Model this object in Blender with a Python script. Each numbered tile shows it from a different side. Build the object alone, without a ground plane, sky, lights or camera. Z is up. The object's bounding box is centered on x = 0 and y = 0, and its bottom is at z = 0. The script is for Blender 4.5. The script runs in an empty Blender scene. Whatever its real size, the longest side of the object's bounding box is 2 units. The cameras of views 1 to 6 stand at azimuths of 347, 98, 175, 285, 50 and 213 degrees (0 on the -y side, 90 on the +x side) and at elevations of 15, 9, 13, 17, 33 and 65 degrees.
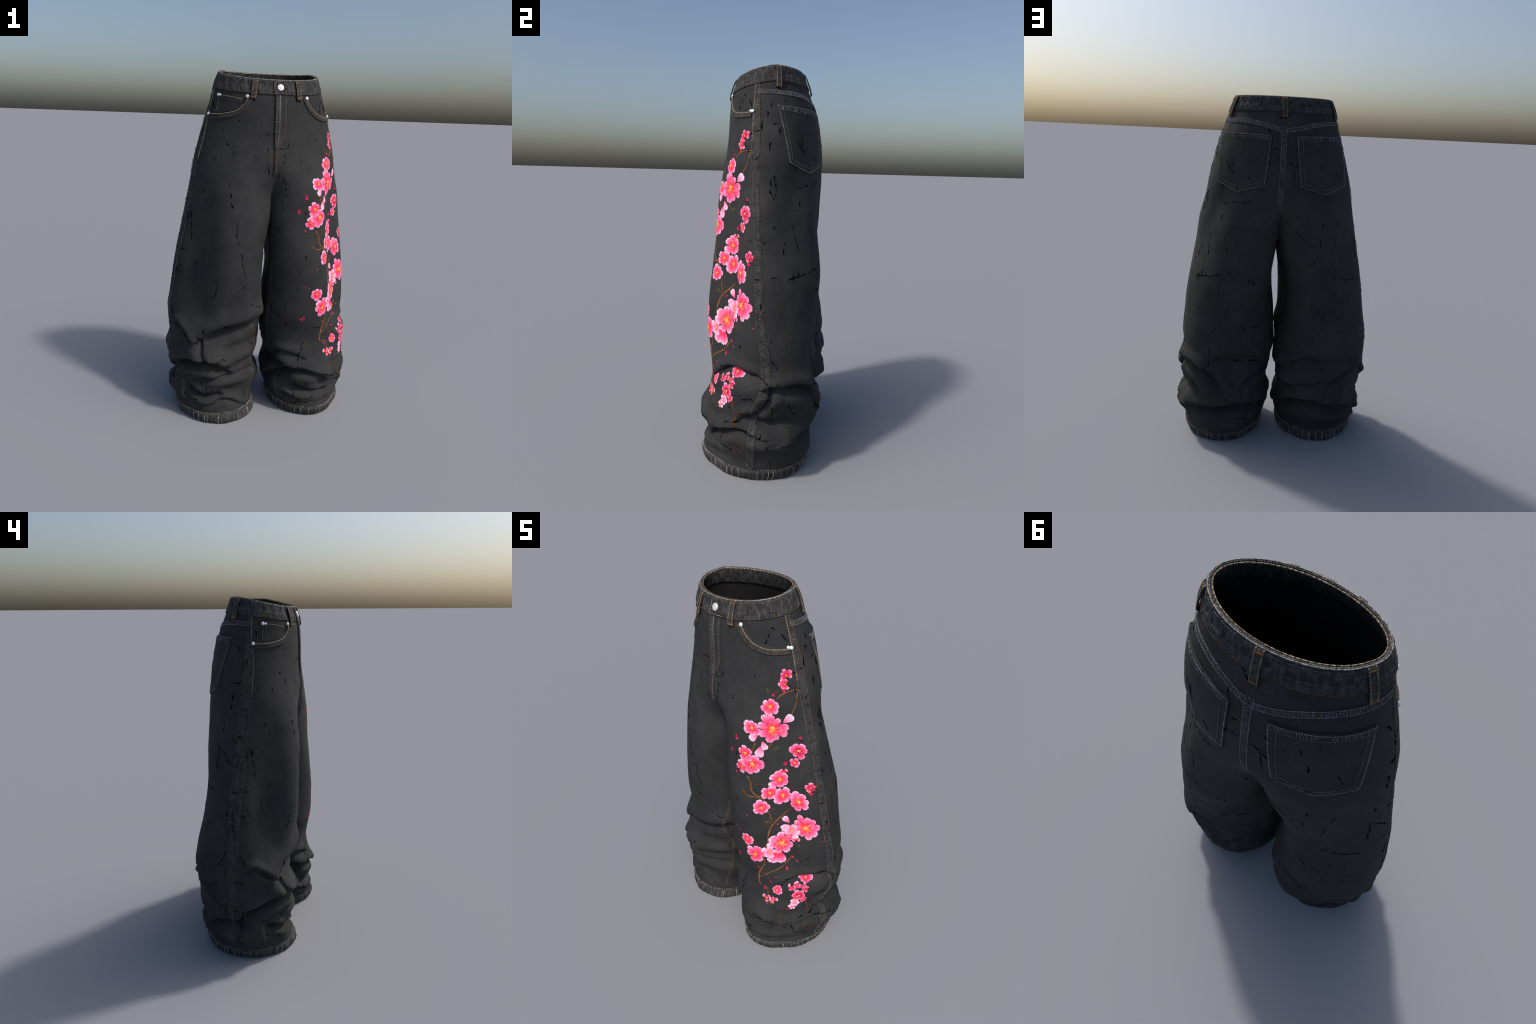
# Wide-leg washed-black denim trousers with a cherry-blossom branch printed on one leg.
# The cloth is one analytic surface  S(side, theta, z): each leg is lofted through
# cross-sections given by eight radii about the leg's axis, blended into an oval hip
# section and waist; folds are ridges and hollows laid along curves on that surface.
# theta: 0 = outer side, 90 = back, 180 = inner side, -90 = front (degrees in the tables).
import bpy, math, random
import numpy as np
from mathutils import Vector, Matrix

random.seed(11)
RNG = np.random.default_rng(11)
SIGN = {"left": 1.0, "right": -1.0}
MIDDLE_X = -0.006

# ---------------------------------------------------------------- profiles
LEG_Z = [0, 0.05, 0.1, 0.15, 0.2, 0.25, 0.3, 0.35, 0.4, 0.47, 0.55, 0.65, 0.8, 1, 1.2, 1.4, 1.6]
LEG_PROFILE = {
    "left": {
        "outer": [0.224, 0.237, 0.241, 0.259, 0.279, 0.280, 0.237, 0.246, 0.258, 0.275, 0.246, 0.259, 0.257, 0.244, 0.227, 0.224, 0.188],
        "outer_back": [0.251, 0.264, 0.272, 0.274, 0.302, 0.281, 0.255, 0.261, 0.278, 0.276, 0.280, 0.285, 0.271, 0.257, 0.218, 0.183, 0.157],
        "back": [0.259, 0.272, 0.285, 0.261, 0.254, 0.244, 0.265, 0.295, 0.278, 0.258, 0.258, 0.262, 0.274, 0.283, 0.252, 0.220, 0.211],
        "inner_back": [0.228, 0.241, 0.253, 0.259, 0.256, 0.262, 0.267, 0.273, 0.260, 0.252, 0.263, 0.249, 0.236, 0.274, 0.281, 0.290, 0.282],
        "inner": [0.214, 0.227, 0.238, 0.252, 0.268, 0.265, 0.248, 0.239, 0.258, 0.268, 0.290, 0.278, 0.262, 0.223, 0.239, 0.277, 0.308],
        "inner_front": [0.241, 0.250, 0.266, 0.274, 0.260, 0.257, 0.260, 0.258, 0.292, 0.294, 0.295, 0.310, 0.300, 0.304, 0.298, 0.284, 0.285],
        "front": [0.267, 0.280, 0.266, 0.257, 0.235, 0.298, 0.287, 0.271, 0.263, 0.253, 0.266, 0.282, 0.286, 0.268, 0.253, 0.257, 0.260],
        "outer_front": [0.228, 0.237, 0.234, 0.242, 0.226, 0.252, 0.248, 0.255, 0.245, 0.245, 0.228, 0.206, 0.189, 0.174, 0.170, 0.192, 0.216],
    },
    "right": {
        "outer": [0.223, 0.236, 0.242, 0.277, 0.258, 0.238, 0.242, 0.269, 0.288, 0.271, 0.278, 0.284, 0.273, 0.256, 0.234, 0.217, 0.185],
        "outer_back": [0.242, 0.244, 0.247, 0.268, 0.251, 0.245, 0.252, 0.268, 0.280, 0.298, 0.307, 0.298, 0.263, 0.234, 0.224, 0.199, 0.162],
        "back": [0.271, 0.252, 0.257, 0.278, 0.266, 0.257, 0.272, 0.286, 0.277, 0.281, 0.269, 0.268, 0.246, 0.225, 0.231, 0.221, 0.211],
        "inner_back": [0.252, 0.245, 0.254, 0.267, 0.273, 0.266, 0.280, 0.281, 0.287, 0.276, 0.262, 0.242, 0.234, 0.241, 0.281, 0.290, 0.282],
        "inner": [0.242, 0.234, 0.247, 0.258, 0.279, 0.271, 0.245, 0.253, 0.260, 0.272, 0.269, 0.249, 0.221, 0.223, 0.239, 0.277, 0.308],
        "inner_front": [0.278, 0.256, 0.248, 0.251, 0.265, 0.275, 0.254, 0.251, 0.274, 0.257, 0.262, 0.297, 0.294, 0.283, 0.298, 0.284, 0.285],
        "front": [0.277, 0.263, 0.252, 0.245, 0.238, 0.271, 0.263, 0.261, 0.284, 0.242, 0.239, 0.251, 0.280, 0.281, 0.272, 0.262, 0.260],
        "outer_front": [0.232, 0.244, 0.245, 0.247, 0.236, 0.247, 0.252, 0.243, 0.219, 0.254, 0.260, 0.231, 0.203, 0.188, 0.196, 0.207, 0.215],
    },
}
HIP_Z = [1.1, 1.3, 1.5, 1.65, 1.8, 1.9, 2]
HIP_PROFILE = {
    "half_width_left": [0.447, 0.427, 0.410, 0.378, 0.337, 0.302, 0.269],
    "half_width_right": [0.513, 0.469, 0.422, 0.383, 0.340, 0.313, 0.278],
    "front_depth": [0.295, 0.280, 0.257, 0.238, 0.233, 0.225, 0.196],
    "back_depth": [0.285, 0.276, 0.257, 0.243, 0.214, 0.175, 0.137],
}

AXIS_Z = [0, 0.4, 1.2, 1.5, 2.0]
AXIS_X = [0.285, 0.285, 0.24, 0.2, 0.13]
AXIS_Y = [-0.02, 0, 0, 0.01, -0.03]


def spline(xk, yk, x):
    """cubic Hermite through (xk, yk); yk may have trailing axes"""
    xk, yk = np.asarray(xk, float), np.asarray(yk, float)
    ex = (1,) * (yk.ndim - 1)
    d = np.diff(yk, axis=0) / np.diff(xk).reshape(-1, *ex)
    m = np.concatenate([d[:1], (d[1:] + d[:-1]) / 2, d[-1:]])
    x = np.clip(np.asarray(x, float), xk[0], xk[-1])
    i = np.clip(np.searchsorted(xk, x, side="right") - 1, 0, len(xk) - 2)
    h = xk[i + 1] - xk[i]
    t = (x - xk[i]) / h
    t, h = t.reshape(t.shape + ex), h.reshape(h.shape + ex)
    return ((2 * t**3 - 3 * t**2 + 1) * yk[i] + (t**3 - 2 * t**2 + t) * h * m[i]
            + (-2 * t**3 + 3 * t**2) * yk[i + 1] + (t**3 - t**2) * h * m[i + 1])


def smooth(a, b, x):
    t = np.clip((x - a) / (b - a), 0, 1)
    return t * t * (3 - 2 * t)


LEG = {s: np.array(list(LEG_PROFILE[s].values())).T for s in SIGN}
HIP = np.array(list(HIP_PROFILE.values())).T


def axis(z):
    return spline(AXIS_Z, AXIS_X, z), spline(AXIS_Z, AXIS_Y, z)


def around(r8, th):
    u = (th / (np.pi / 4)) % 8
    i = np.floor(u).astype(int)
    t = u - i
    g = lambda k: np.take_along_axis(r8, ((i + k) % 8)[..., None], -1)[..., 0]
    p0, p1, p2, p3 = g(-1), g(0), g(1), g(2)
    return p1 + .5 * t * (p2 - p0 + t * (2 * p0 - 5 * p1 + 4 * p2 - p3 + t * (3 * (p1 - p2) + p3 - p0)))


def to_oval(cx, cy, th, w, f, b):
    c, s = np.cos(th), np.sin(th)
    yc, h = (b - f) / 2, (b + f) / 2
    a = c * c / w**2 + s * s / h**2
    q = cx * c / w**2 + (cy - yc) * s / h**2
    k = cx * cx / w**2 + (cy - yc)**2 / h**2 - 1
    return (-q + np.sqrt(np.maximum(q * q - a * k, 0))) / a


# ---------------------------------------------------------------- folds
# (side, [(theta, z)...], height, width): cloth bulges above the line and tucks in below it
FOLDS = [
    # front of the right leg: the big sag over the shin and the stack below it
    ("right", [(-142, .627), (-110, .609), (-88, .58), (-63, .518)], .032, .065),
    ("right", [(-62, .51), (-66, .454), (-80, .395)], .012, .03),
    ("right", [(-19, .33), (-50, .385), (-75, .388), (-95, .35)], .026, .044),
    ("right", [(-54, .258), (-79, .288), (-96, .306), (-139, .299)], .010, .035),
    ("right", [(-47, .215), (-68, .180), (-88, .188)], .024, .034),
    ("right", [(-72, .116), (-88, .146), (-98, .145), (-127, .073)], .009, .03),
    ("right", [(-10, .563), (-24, .587), (-42, .537), (-55, .49)], .012, .03),
    # front of the left leg
    ("left", [(176, .29), (-142, .402), (-127, .409), (-108, .385)], .010, .035),
    ("left", [(-171, .303), (-140, .343), (-120, .325)], .020, .034),
    ("left", [(-165, .215), (-132, .293), (-113, .313), (-97, .295), (-80, .258)], .031, .05),
    ("left", [(-116, .185), (-99, .173), (-81, .166), (-39, .175)], .025, .036),
    ("left", [(-135, .133), (-124, .133), (-110, .105)], .010, .025),
    # outer side of the left leg
    ("left", [(-61, .49), (-48, .525), (-30, .562), (-4, .549), (10, .535), (21, .49)], .014, .035),
    ("left", [(18, .49), (46, .492), (67, .459), (82, .402), (89, .345)], .028, .052),
    ("left", [(21, .49), (16, .442), (2, .356), (-10, .33)], .014, .035),
    ("left", [(-3, .345), (6, .335), (18, .320), (36, .325)], .016, .04),
    ("left", [(-61, .195), (-40, .235), (-15, .268), (8, .250)], .026, .042),
    # back of the left leg
    ("left", [(69, .517), (81, .553), (102, .559), (151, .477)], .014, .055),
    ("left", [(163, .438), (129, .424), (112, .384), (109, .339)], .016, .04),
    ("left", [(45, .216), (78, .229), (105, .25), (150, .201)], .032, .055),
    # back of the right leg
    ("right", [(173, .417), (135, .482), (110, .54), (93, .528), (59, .544)], .014, .055),
    ("right", [(55, .495), (72, .438), (85, .375)], .014, .035),
    ("right", [(132, .368), (101, .385), (85, .424)], .008, .035),
    ("right", [(164, .38), (140, .362), (124, .344)], .012, .03),
    ("right", [(159, .193), (114, .283), (85, .244), (49, .205)], .030, .054),
    # outer side of the right leg: the two sags that meet over the seam
    ("right", [(34, .46), (22, .395), (10, .321), (8, .26)], .016, .04),
    ("right", [(-80, .410), (-48, .381), (-18, .335), (-3, .265)], .026, .05),
    ("right", [(43, .19), (20, .240), (-2, .256), (-14, .25)], .022, .038),
    ("right", [(44, .176), (29, .159), (15, .096)], .012, .03),
]
FOLD_R = 0.27
FOLD_GAIN = 1.45
FOLD_SPREAD = 1.12


def fold_lines():
    out = {"left": [], "right": []}
    for side, pts, height, width in FOLDS:
        p = np.array(pts, float)
        th = np.degrees(np.unwrap(np.radians(p[:, 0])))
        t = np.linspace(0, len(p) - 1, 12)
        k = np.arange(len(p))
        q = np.stack([spline(k, np.radians(th), t), spline(k, p[:, 1], t)], -1) if len(p) > 2 else \
            np.stack([np.interp(t, k, np.radians(th)), np.interp(t, k, p[:, 1])], -1)
        out[side].append((q, height, width))
    return out


LINES = fold_lines()


def folds(side, th, z):
    total = np.zeros(np.broadcast(th, z).shape)
    th, z = np.broadcast_arrays(th, z)
    low = z < 0.75
    if not low.any():
        return total
    a, zl = th[low], z[low]
    acc = np.zeros(a.shape)
    for q, height, width in LINES[side]:
        n = len(q)
        width = width * FOLD_SPREAD
        mid = q[:, 0].mean()
        u = ((a - mid + np.pi) % (2 * np.pi) - np.pi) * FOLD_R
        near = (np.abs(zl - q[:, 1].mean()) < np.ptp(q[:, 1]) / 2 + 3 * width) & (np.abs(u) < np.ptp(q[:, 0]) * FOLD_R / 2 + 3 * width)
        if not near.any():
            continue
        un, zn = u[near], zl[near]
        best, signed, taper = np.full(un.shape, 1e9), np.zeros(un.shape), np.zeros(un.shape)
        px, pz = (q[:, 0] - mid) * FOLD_R, q[:, 1]
        run_x, run_z = px[-1] - px[0], pz[-1] - pz[0]
        way = np.sign(run_x) if abs(run_x) > .2 * abs(run_z) else 1.0
        for i in range(n - 1):
            dx, dz = px[i + 1] - px[i], pz[i + 1] - pz[i]
            ll = dx * dx + dz * dz
            t = np.clip(((un - px[i]) * dx + (zn - pz[i]) * dz) / ll, 0, 1)
            ex, ez = un - px[i] - t * dx, zn - pz[i] - t * dz
            d = np.hypot(ex, ez)
            sg = np.sign(dx * ez - dz * ex) * way
            m = d < best
            best[m], signed[m] = d[m], (d * sg)[m]
            taper[m] = ((i + t) / (n - 1))[m]
        env = np.sin(np.pi * np.clip(.12 + .76 * taper, 0, 1))**.8
        end = np.exp(-(np.maximum(best - np.abs(signed), 0) / width)**2)
        x = signed / width
        shape = .75 * np.exp(-((x - .62) / .62)**2) - 1.1 * np.exp(-((x + .30) / .36)**2) + .4 * np.exp(-((x + 1.25) / .55)**2)
        acc[near] += FOLD_GAIN * height * shape * env * end
    side_on = np.exp(-(((np.degrees(a) + 180) % 360 - 180) / 24)**2)
    total[low] = acc * smooth(.015, .07, zl) * (1 - .35 * side_on)
    return total


def wave_noise(side, th, z):
    """slow unevenness of hanging cloth"""
    k = 0.0 if side == "left" else 1.9
    c, s = np.cos(th), np.sin(th)
    n = (np.sin(5.1 * c + 9 * z + k) * np.sin(4.3 * s - 7 * z + 2 * k) + .6 * np.sin(9 * c - 17 * z + 3 * k) * np.sin(8 * s + 13 * z)
         + .35 * np.sin(17 * s + 29 * z + k) * np.sin(15 * c - 23 * z))
    return n * (.0012 + .0026 * smooth(.7, .3, z)) * smooth(1.9, 1.4, z)


DIP = {"left": ([-84, -80, -75, -69, -61, -49, -36, -18], [1.925, 1.885, 1.842, 1.816, 1.797, 1.783, 1.778, 1.775]),
       "right": ([-89, -85, -80, -73, -62, -47, -33, -18], [1.925, 1.880, 1.838, 1.812, 1.795, 1.783, 1.778, 1.772])}


DIP_DEPTH = [.007]


def pocket_dip(side, th, z):
    """the front pocket bag lies a little behind its curved edge"""
    deg = np.degrees((th + np.pi) % (2 * np.pi) - np.pi)
    d, e = DIP[side]
    edge = np.interp(deg, d, e)
    inside = smooth(d[0] - 1, d[0] + 5, deg) * smooth(-14, -24, deg)
    return DIP_DEPTH[0] * inside * smooth(-.004, .006, z - edge) * smooth(1.935, 1.85, z)


def radius(side, th, z):
    cx, cy = axis(z)
    leg = around(spline(LEG_Z, LEG[side], z), th)
    hip = spline(HIP_Z, HIP, z)
    oval = to_oval(cx, cy, th, hip[..., 0 if side == "left" else 1], hip[..., 2], hip[..., 3])
    if side == "left":      # this hip is flatter behind the side seam   (TRIM)
        oval = oval * (1 - .05 * np.exp(-(((np.degrees(th) + 180) % 360 - 180 - 58) / 26)**2) * smooth(1.15, 1.35, z) * smooth(1.8, 1.55, z))
    w = smooth(1.31, 1.555, z)
    return leg * (1 - w) + oval * w


def tilt(y, z):
    """the waist dips towards the front"""
    return np.minimum(0, y - .03) * .22 * smooth(1.65, 2.0, z)


def surface(side, th, z):
    th, z = np.broadcast_arrays(np.asarray(th, float), np.asarray(z, float))
    cx, cy = axis(z)
    f = folds(side, th, z)
    r = radius(side, th, z) + f + wave_noise(side, th, z) - pocket_dip(side, th, z)
    y = cy + r * np.sin(th)
    return np.stack([MIDDLE_X + SIGN[side] * (cx + r * np.cos(th)), y, z + tilt(y, z) - .5 * np.sqrt(np.abs(np.sin(th))) * f], -1)


def framed(side, th, z):
    """point, right, up and outward normal (unit, seen from outside), and the stretch of theta and z"""
    e = 2e-3
    p = surface(side, th, z)
    a = (surface(side, th + e, z) - surface(side, th - e, z)) / (2 * e)
    b = (surface(side, th, np.asarray(z) + e) - surface(side, th, np.asarray(z) - e)) / (2 * e)
    sa, sb = np.linalg.norm(a, axis=-1), np.linalg.norm(b, axis=-1) + 1e-9
    n = np.cross(a, b) * SIGN[side]
    n /= np.linalg.norm(n, axis=-1, keepdims=True) + 1e-12
    up = b / sb[..., None]
    right = np.cross(up, n)
    right /= np.linalg.norm(right, axis=-1, keepdims=True)
    return p, right, np.cross(n, right), n, sa, sb


_probe = np.linspace(math.radians(80), math.pi, 401)


def seam_angles(side, z):
    """theta where the section meets the middle plane, in front and behind (+-pi below the crotch)"""
    out = []
    for sgn in (-1, 1):
        th = _probe * sgn
        x = np.array([surface(side, th, zz)[..., 0] for zz in np.atleast_1d(z)])
        x = (x - MIDDLE_X) * SIGN[side]
        res = []
        for row in x:
            k = np.argmax(row < 0) if (row < 0).any() else -1
            if k <= 0:
                res.append(sgn * math.pi)
            else:
                t = row[k - 1] / (row[k - 1] - row[k])
                res.append(th[k - 1] + t * (th[k] - th[k - 1]))
        out.append(np.array(res))
    return out

# ---------------------------------------------------------------- mesh helpers
class Build:
    def __init__(self):
        self.v, self.f, self.m, self.n = [], [], [], 0

    def add(self, verts, faces, mat=0):
        verts = np.asarray(verts, float).reshape(-1, 3)
        self.v.append(verts)
        faces = [tuple(int(i) + self.n for i in f) for f in faces]
        self.f += faces
        self.m += [mat] * len(faces)
        self.n += len(verts)

    def grid(self, p, mat=0, close_u=False, close_v=False, flip=False):
        """p (rows, cols, 3)"""
        rows, cols = p.shape[:2]
        i, j = np.meshgrid(np.arange(rows if close_u else rows - 1), np.arange(cols if close_v else cols - 1), indexing="ij")
        i, j = i.ravel(), j.ravel()
        i2, j2 = (i + 1) % rows, (j + 1) % cols
        q = np.stack([i * cols + j, i * cols + j2, i2 * cols + j2, i2 * cols + j], -1)
        self.add(p, q[:, ::-1] if flip else q, mat)

    def object(self, name, mats, parent=None, flat=False, stuff=False):
        me = bpy.data.meshes.new(name)
        v = np.vstack(self.v)
        me.from_pydata(v.tolist(), [], self.f)
        for m in mats:
            me.materials.append(m)
        me.polygons.foreach_set("material_index", self.m)
        me.polygons.foreach_set("use_smooth", [not flat] * len(me.polygons))
        me.update()
        return link(name, me, parent, stuff)


def link(name, me, parent=None, stuff=False):
    o = bpy.data.objects.new(name, me)
    bpy.context.scene.collection.objects.link(o)
    if parent:
        o.parent = parent
    if stuff:
        o["kind"] = "stuff"
    return o


# ---------------------------------------------------------------- materials
def srgb(r, g, b):
    return tuple(((c / 255) / 12.92 if c / 255 <= .04045 else ((c / 255 + .055) / 1.055)**2.4) for c in (r, g, b)) + (1.0,)


def material(name, rough=.85, spec=.25, metal=0.0):
    m = bpy.data.materials.new(name)
    m.use_nodes = True
    b = m.node_tree.nodes["Principled BSDF"]
    b.inputs["Roughness"].default_value = rough
    b.inputs["Specular IOR Level"].default_value = spec
    b.inputs["Metallic"].default_value = metal
    return m, m.node_tree.nodes, m.node_tree.links, b


def plain(name, col, **k):
    m, n, l, b = material(name, **k)
    b.inputs["Base Color"].default_value = col
    return m


def noisy(name, lo, hi, scale, rough=.85, spec=.25, detail=4.0, bump=0.0, bump_scale=900, stretch=(1, 1, 1), ramp=(.35, .65), fade=False):
    """two tones mixed by noise on object coordinates, with fine cloth grain"""
    m, n, l, b = material(name, rough, spec)
    tc = n.new("ShaderNodeTexCoord")
    mp = n.new("ShaderNodeMapping")
    mp.inputs["Scale"].default_value = stretch
    l.new(tc.outputs["Object"], mp.inputs["Vector"])
    no = n.new("ShaderNodeTexNoise")
    no.inputs["Scale"].default_value, no.inputs["Detail"].default_value = scale, detail
    l.new(mp.outputs[0], no.inputs["Vector"])
    cr = n.new("ShaderNodeValToRGB")
    cr.color_ramp.elements[0].position, cr.color_ramp.elements[0].color = ramp[0], lo
    cr.color_ramp.elements[1].position, cr.color_ramp.elements[1].color = ramp[1], hi
    l.new(no.outputs["Fac"], cr.inputs["Fac"])
    gr = n.new("ShaderNodeTexNoise")
    gr.inputs["Scale"].default_value, gr.inputs["Detail"].default_value = 260, 3
    l.new(tc.outputs["Object"], gr.inputs["Vector"])
    mr = n.new("ShaderNodeMapRange")
    mr.inputs["From Min"].default_value, mr.inputs["From Max"].default_value = .3, .7
    mr.inputs["To Min"].default_value, mr.inputs["To Max"].default_value = .66, 1.34
    l.new(gr.outputs["Fac"], mr.inputs["Value"])
    mx = n.new("ShaderNodeMix")
    mx.data_type, mx.blend_type = "RGBA", "MULTIPLY"
    mx.inputs["Factor"].default_value = 1.0
    l.new(cr.outputs["Color"], mx.inputs[6])
    l.new(mr.outputs["Result"], mx.inputs[7])
    out = mx.outputs[2]
    if fade:
        # cloth rubbed paler on the thighs and over the seat, darker down the sides
        sp = n.new("ShaderNodeSeparateXYZ")
        l.new(tc.outputs["Object"], sp.inputs[0])
        up = n.new("ShaderNodeValToRGB")
        for p_, v_ in ((0.0, .90), (.22, 1.0), (.42, .97), (.62, 1.10), (.80, 1.06), (.95, .95)):
            e_ = up.color_ramp.elements.new(p_)
            e_.color = (v_ * .5, v_ * .5, v_ * .5, 1)
        up.color_ramp.elements.remove(up.color_ramp.elements[-1])
        hz = n.new("ShaderNodeMath")
        hz.operation = "MULTIPLY"
        hz.inputs[1].default_value = .5
        l.new(sp.outputs["Z"], hz.inputs[0])
        l.new(hz.outputs[0], up.inputs["Fac"])
        big = n.new("ShaderNodeTexNoise")
        big.inputs["Scale"].default_value, big.inputs["Detail"].default_value = 14, 6
        l.new(tc.outputs["Object"], big.inputs["Vector"])
        bm = n.new("ShaderNodeMapRange")
        bm.inputs["From Min"].default_value, bm.inputs["From Max"].default_value = .3, .7
        bm.inputs["To Min"].default_value, bm.inputs["To Max"].default_value = 1.70, 2.30
        l.new(big.outputs["Fac"], bm.inputs["Value"])
        m5 = n.new("ShaderNodeMath")
        m5.operation = "MULTIPLY"
        l.new(up.outputs["Color"], m5.inputs[0])
        l.new(bm.outputs["Result"], m5.inputs[1])
        m6 = n.new("ShaderNodeMix")
        m6.data_type, m6.blend_type = "RGBA", "MULTIPLY"
        m6.inputs["Factor"].default_value = 1.0
        l.new(out, m6.inputs[6])
        l.new(m5.outputs[0], m6.inputs[7])
        out = m6.outputs[2]
    l.new(out, b.inputs["Base Color"])
    if bump:
        bn = n.new("ShaderNodeTexNoise")
        bn.inputs["Scale"].default_value = bump_scale
        l.new(tc.outputs["Object"], bn.inputs["Vector"])
        bp = n.new("ShaderNodeBump")
        bp.inputs["Strength"].default_value, bp.inputs["Distance"].default_value = bump, .001
        l.new(bn.outputs["Fac"], bp.inputs["Height"])
        l.new(bp.outputs[0], b.inputs["Normal"])
    return m


DENIM = noisy("washed_black_denim", srgb(41, 42, 44), srgb(49, 49, 50), 5, fade=True, bump=.25, bump_scale=600)
DENIM_SEAM = noisy("rubbed_denim", srgb(40, 40, 41), srgb(62, 61, 60), 45, bump=.25, bump_scale=600, stretch=(1, 1, .8))
LINING = noisy("denim_inside", srgb(30, 30, 31), srgb(40, 40, 40), 8)

# ---------------------------------------------------------------- the garment
jeans = bpy.data.objects.new("jeans", None)
bpy.context.scene.collection.objects.link(jeans)
jeans["label"] = "baggy washed-black jeans with pink cherry blossom print"
jeans["category"] = "jeans"

COLS, ROWS = 320, 420
HEM_Z = .040
zrow = np.concatenate([np.linspace(.012, .7, 200), np.linspace(.7, 2.0, ROWS - 199)[1:]])


def body_grids():
    g, closed = {}, None
    ends = {side: seam_angles(side, zrow) for side in SIGN}
    both = np.all([ends[side][0] > -math.pi + 1e-9 for side in SIGN], axis=0)
    for side in SIGN:
        f, b = np.where(both, ends[side][0], -math.pi), np.where(both, ends[side][1], math.pi)
        t = np.linspace(0, 1, COLS)
        th = -math.pi + 2 * math.pi * t[None]
        wf, wb = np.clip((f + math.pi) / 2.0, .25, .5)[:, None], np.clip((math.pi - b) / 2.0, .25, .5)[:, None]
        th = th + (f + math.pi)[:, None] * np.clip(1 - t / wf, 0, 1)**2 - (math.pi - b)[:, None] * np.clip(1 - (1 - t) / wb, 0, 1)**2
        g[side] = surface(side, th, zrow[:, None])
        op = f > -math.pi + 1e-9
        closed = ~op if closed is None else closed & ~op
        g[side + "_open"] = op
    op = g["left_open"] & g["right_open"]
    # the rise: both halves share the middle seam
    for i in np.flatnonzero(op):
        for k in (0, -1):
            c = (g["left"][i, k] + g["right"][i, k]) / 2
            c[0] = MIDDLE_X
            for side in SIGN:
                d = c - g[side][i, k]
                w = np.exp(-(np.arange(COLS) / 10.0)**2)
                w = w if k == 0 else w[::-1]
                g[side][i] += w[:, None] * d
    for side in SIGN:
        for i in np.flatnonzero(~op):
            c = (g[side][i, 0] + g[side][i, -1]) / 2
            g[side][i, 0] = g[side][i, -1] = c
    return g


GRID = body_grids()
bm_v = np.vstack([GRID["left"].reshape(-1, 3), GRID["right"].reshape(-1, 3)])
base = GRID["left"].shape[0] * COLS
i, j = np.meshgrid(np.arange(len(zrow) - 1), np.arange(COLS - 1), indexing="ij")
q = np.stack([i * COLS + j, i * COLS + j + 1, (i + 1) * COLS + j + 1, (i + 1) * COLS + j], -1).reshape(-1, 4)
faces = np.vstack([q, q[:, ::-1] + base])

# smooth normals over the whole garment, coincident border vertices taken together
tri_n = np.cross(bm_v[faces[:, 2]] - bm_v[faces[:, 0]], bm_v[faces[:, 3]] - bm_v[faces[:, 1]])
_, same = np.unique(np.round(bm_v, 5), axis=0, return_inverse=True)
same = same.ravel()
acc = np.zeros((same.max() + 1, 3))
for k in range(4):
    np.add.at(acc, same[faces[:, k]], tri_n)
nrm = acc[same]
nrm /= np.linalg.norm(nrm, axis=1, keepdims=True) + 1e-12

for s, side in enumerate(SIGN):
    a, b = s * base, (s + 1) * base
    for name, mat, off in (("trouser_leg", DENIM, 0.0), ("leg_lining", LINING, -.009)):
        me = bpy.data.meshes.new(name)
        fs = faces[s * len(q):(s + 1) * len(q)] - a
        if off:
            fs = fs[:, ::-1]
        me.from_pydata((bm_v[a:b] + off * nrm[a:b]).tolist(), [], fs.tolist())
        me.materials.append(mat)
        me.polygons.foreach_set("use_smooth", [True] * len(me.polygons))
        me.update()
        me.normals_split_custom_set_from_vertices((nrm[a:b] * (1 if not off else -1)).tolist())
        link(name, me, jeans)

# ---------------------------------------------------------------- things laid on the cloth
STITCH_PALE = noisy("stitch_pale", srgb(128, 112, 96), srgb(176, 158, 138), 60)
STITCH_ORANGE = noisy("stitch_orange", srgb(82, 65, 47), srgb(114, 91, 65), 60)
STITCH_GREY = noisy("stitch_grey", srgb(78, 75, 72), srgb(116, 112, 108), 60)
STITCH_ASH = noisy("stitch_ash", srgb(98, 95, 91), srgb(146, 141, 136), 60)
STITCH_BLUE = noisy("stitch_slate", srgb(64, 69, 78), srgb(96, 103, 116), 60)
TICK_BLUE = noisy("worn_ridge_slate", srgb(80, 86, 98), srgb(120, 127, 140), 60)
STITCH_BROWN = noisy("stitch_brown", srgb(56, 46, 36), srgb(84, 67, 48), 60)
TICK_LIGHT = noisy("worn_ridge", srgb(92, 93, 96), srgb(150, 151, 154), 70)
TICK_DIM = noisy("worn_ridge_dim", srgb(62, 62, 64), srgb(92, 92, 94), 50)
PIPING = noisy("rim_piping", srgb(74, 73, 71), srgb(164, 160, 153), 110, ramp=(.4, .62))
PIPING_WARM = noisy("rim_piping_warm", srgb(84, 70, 54), srgb(168, 148, 124), 90, ramp=(.38, .62))
TACK = noisy("bar_tack", srgb(110, 74, 34), srgb(150, 106, 52), 200)
METAL = plain("silver_metal", srgb(225, 225, 228), rough=.35, spec=.5, metal=.35)
BLACK = plain("crack_black", srgb(4, 4, 5), rough=1.0, spec=0.0)


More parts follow.
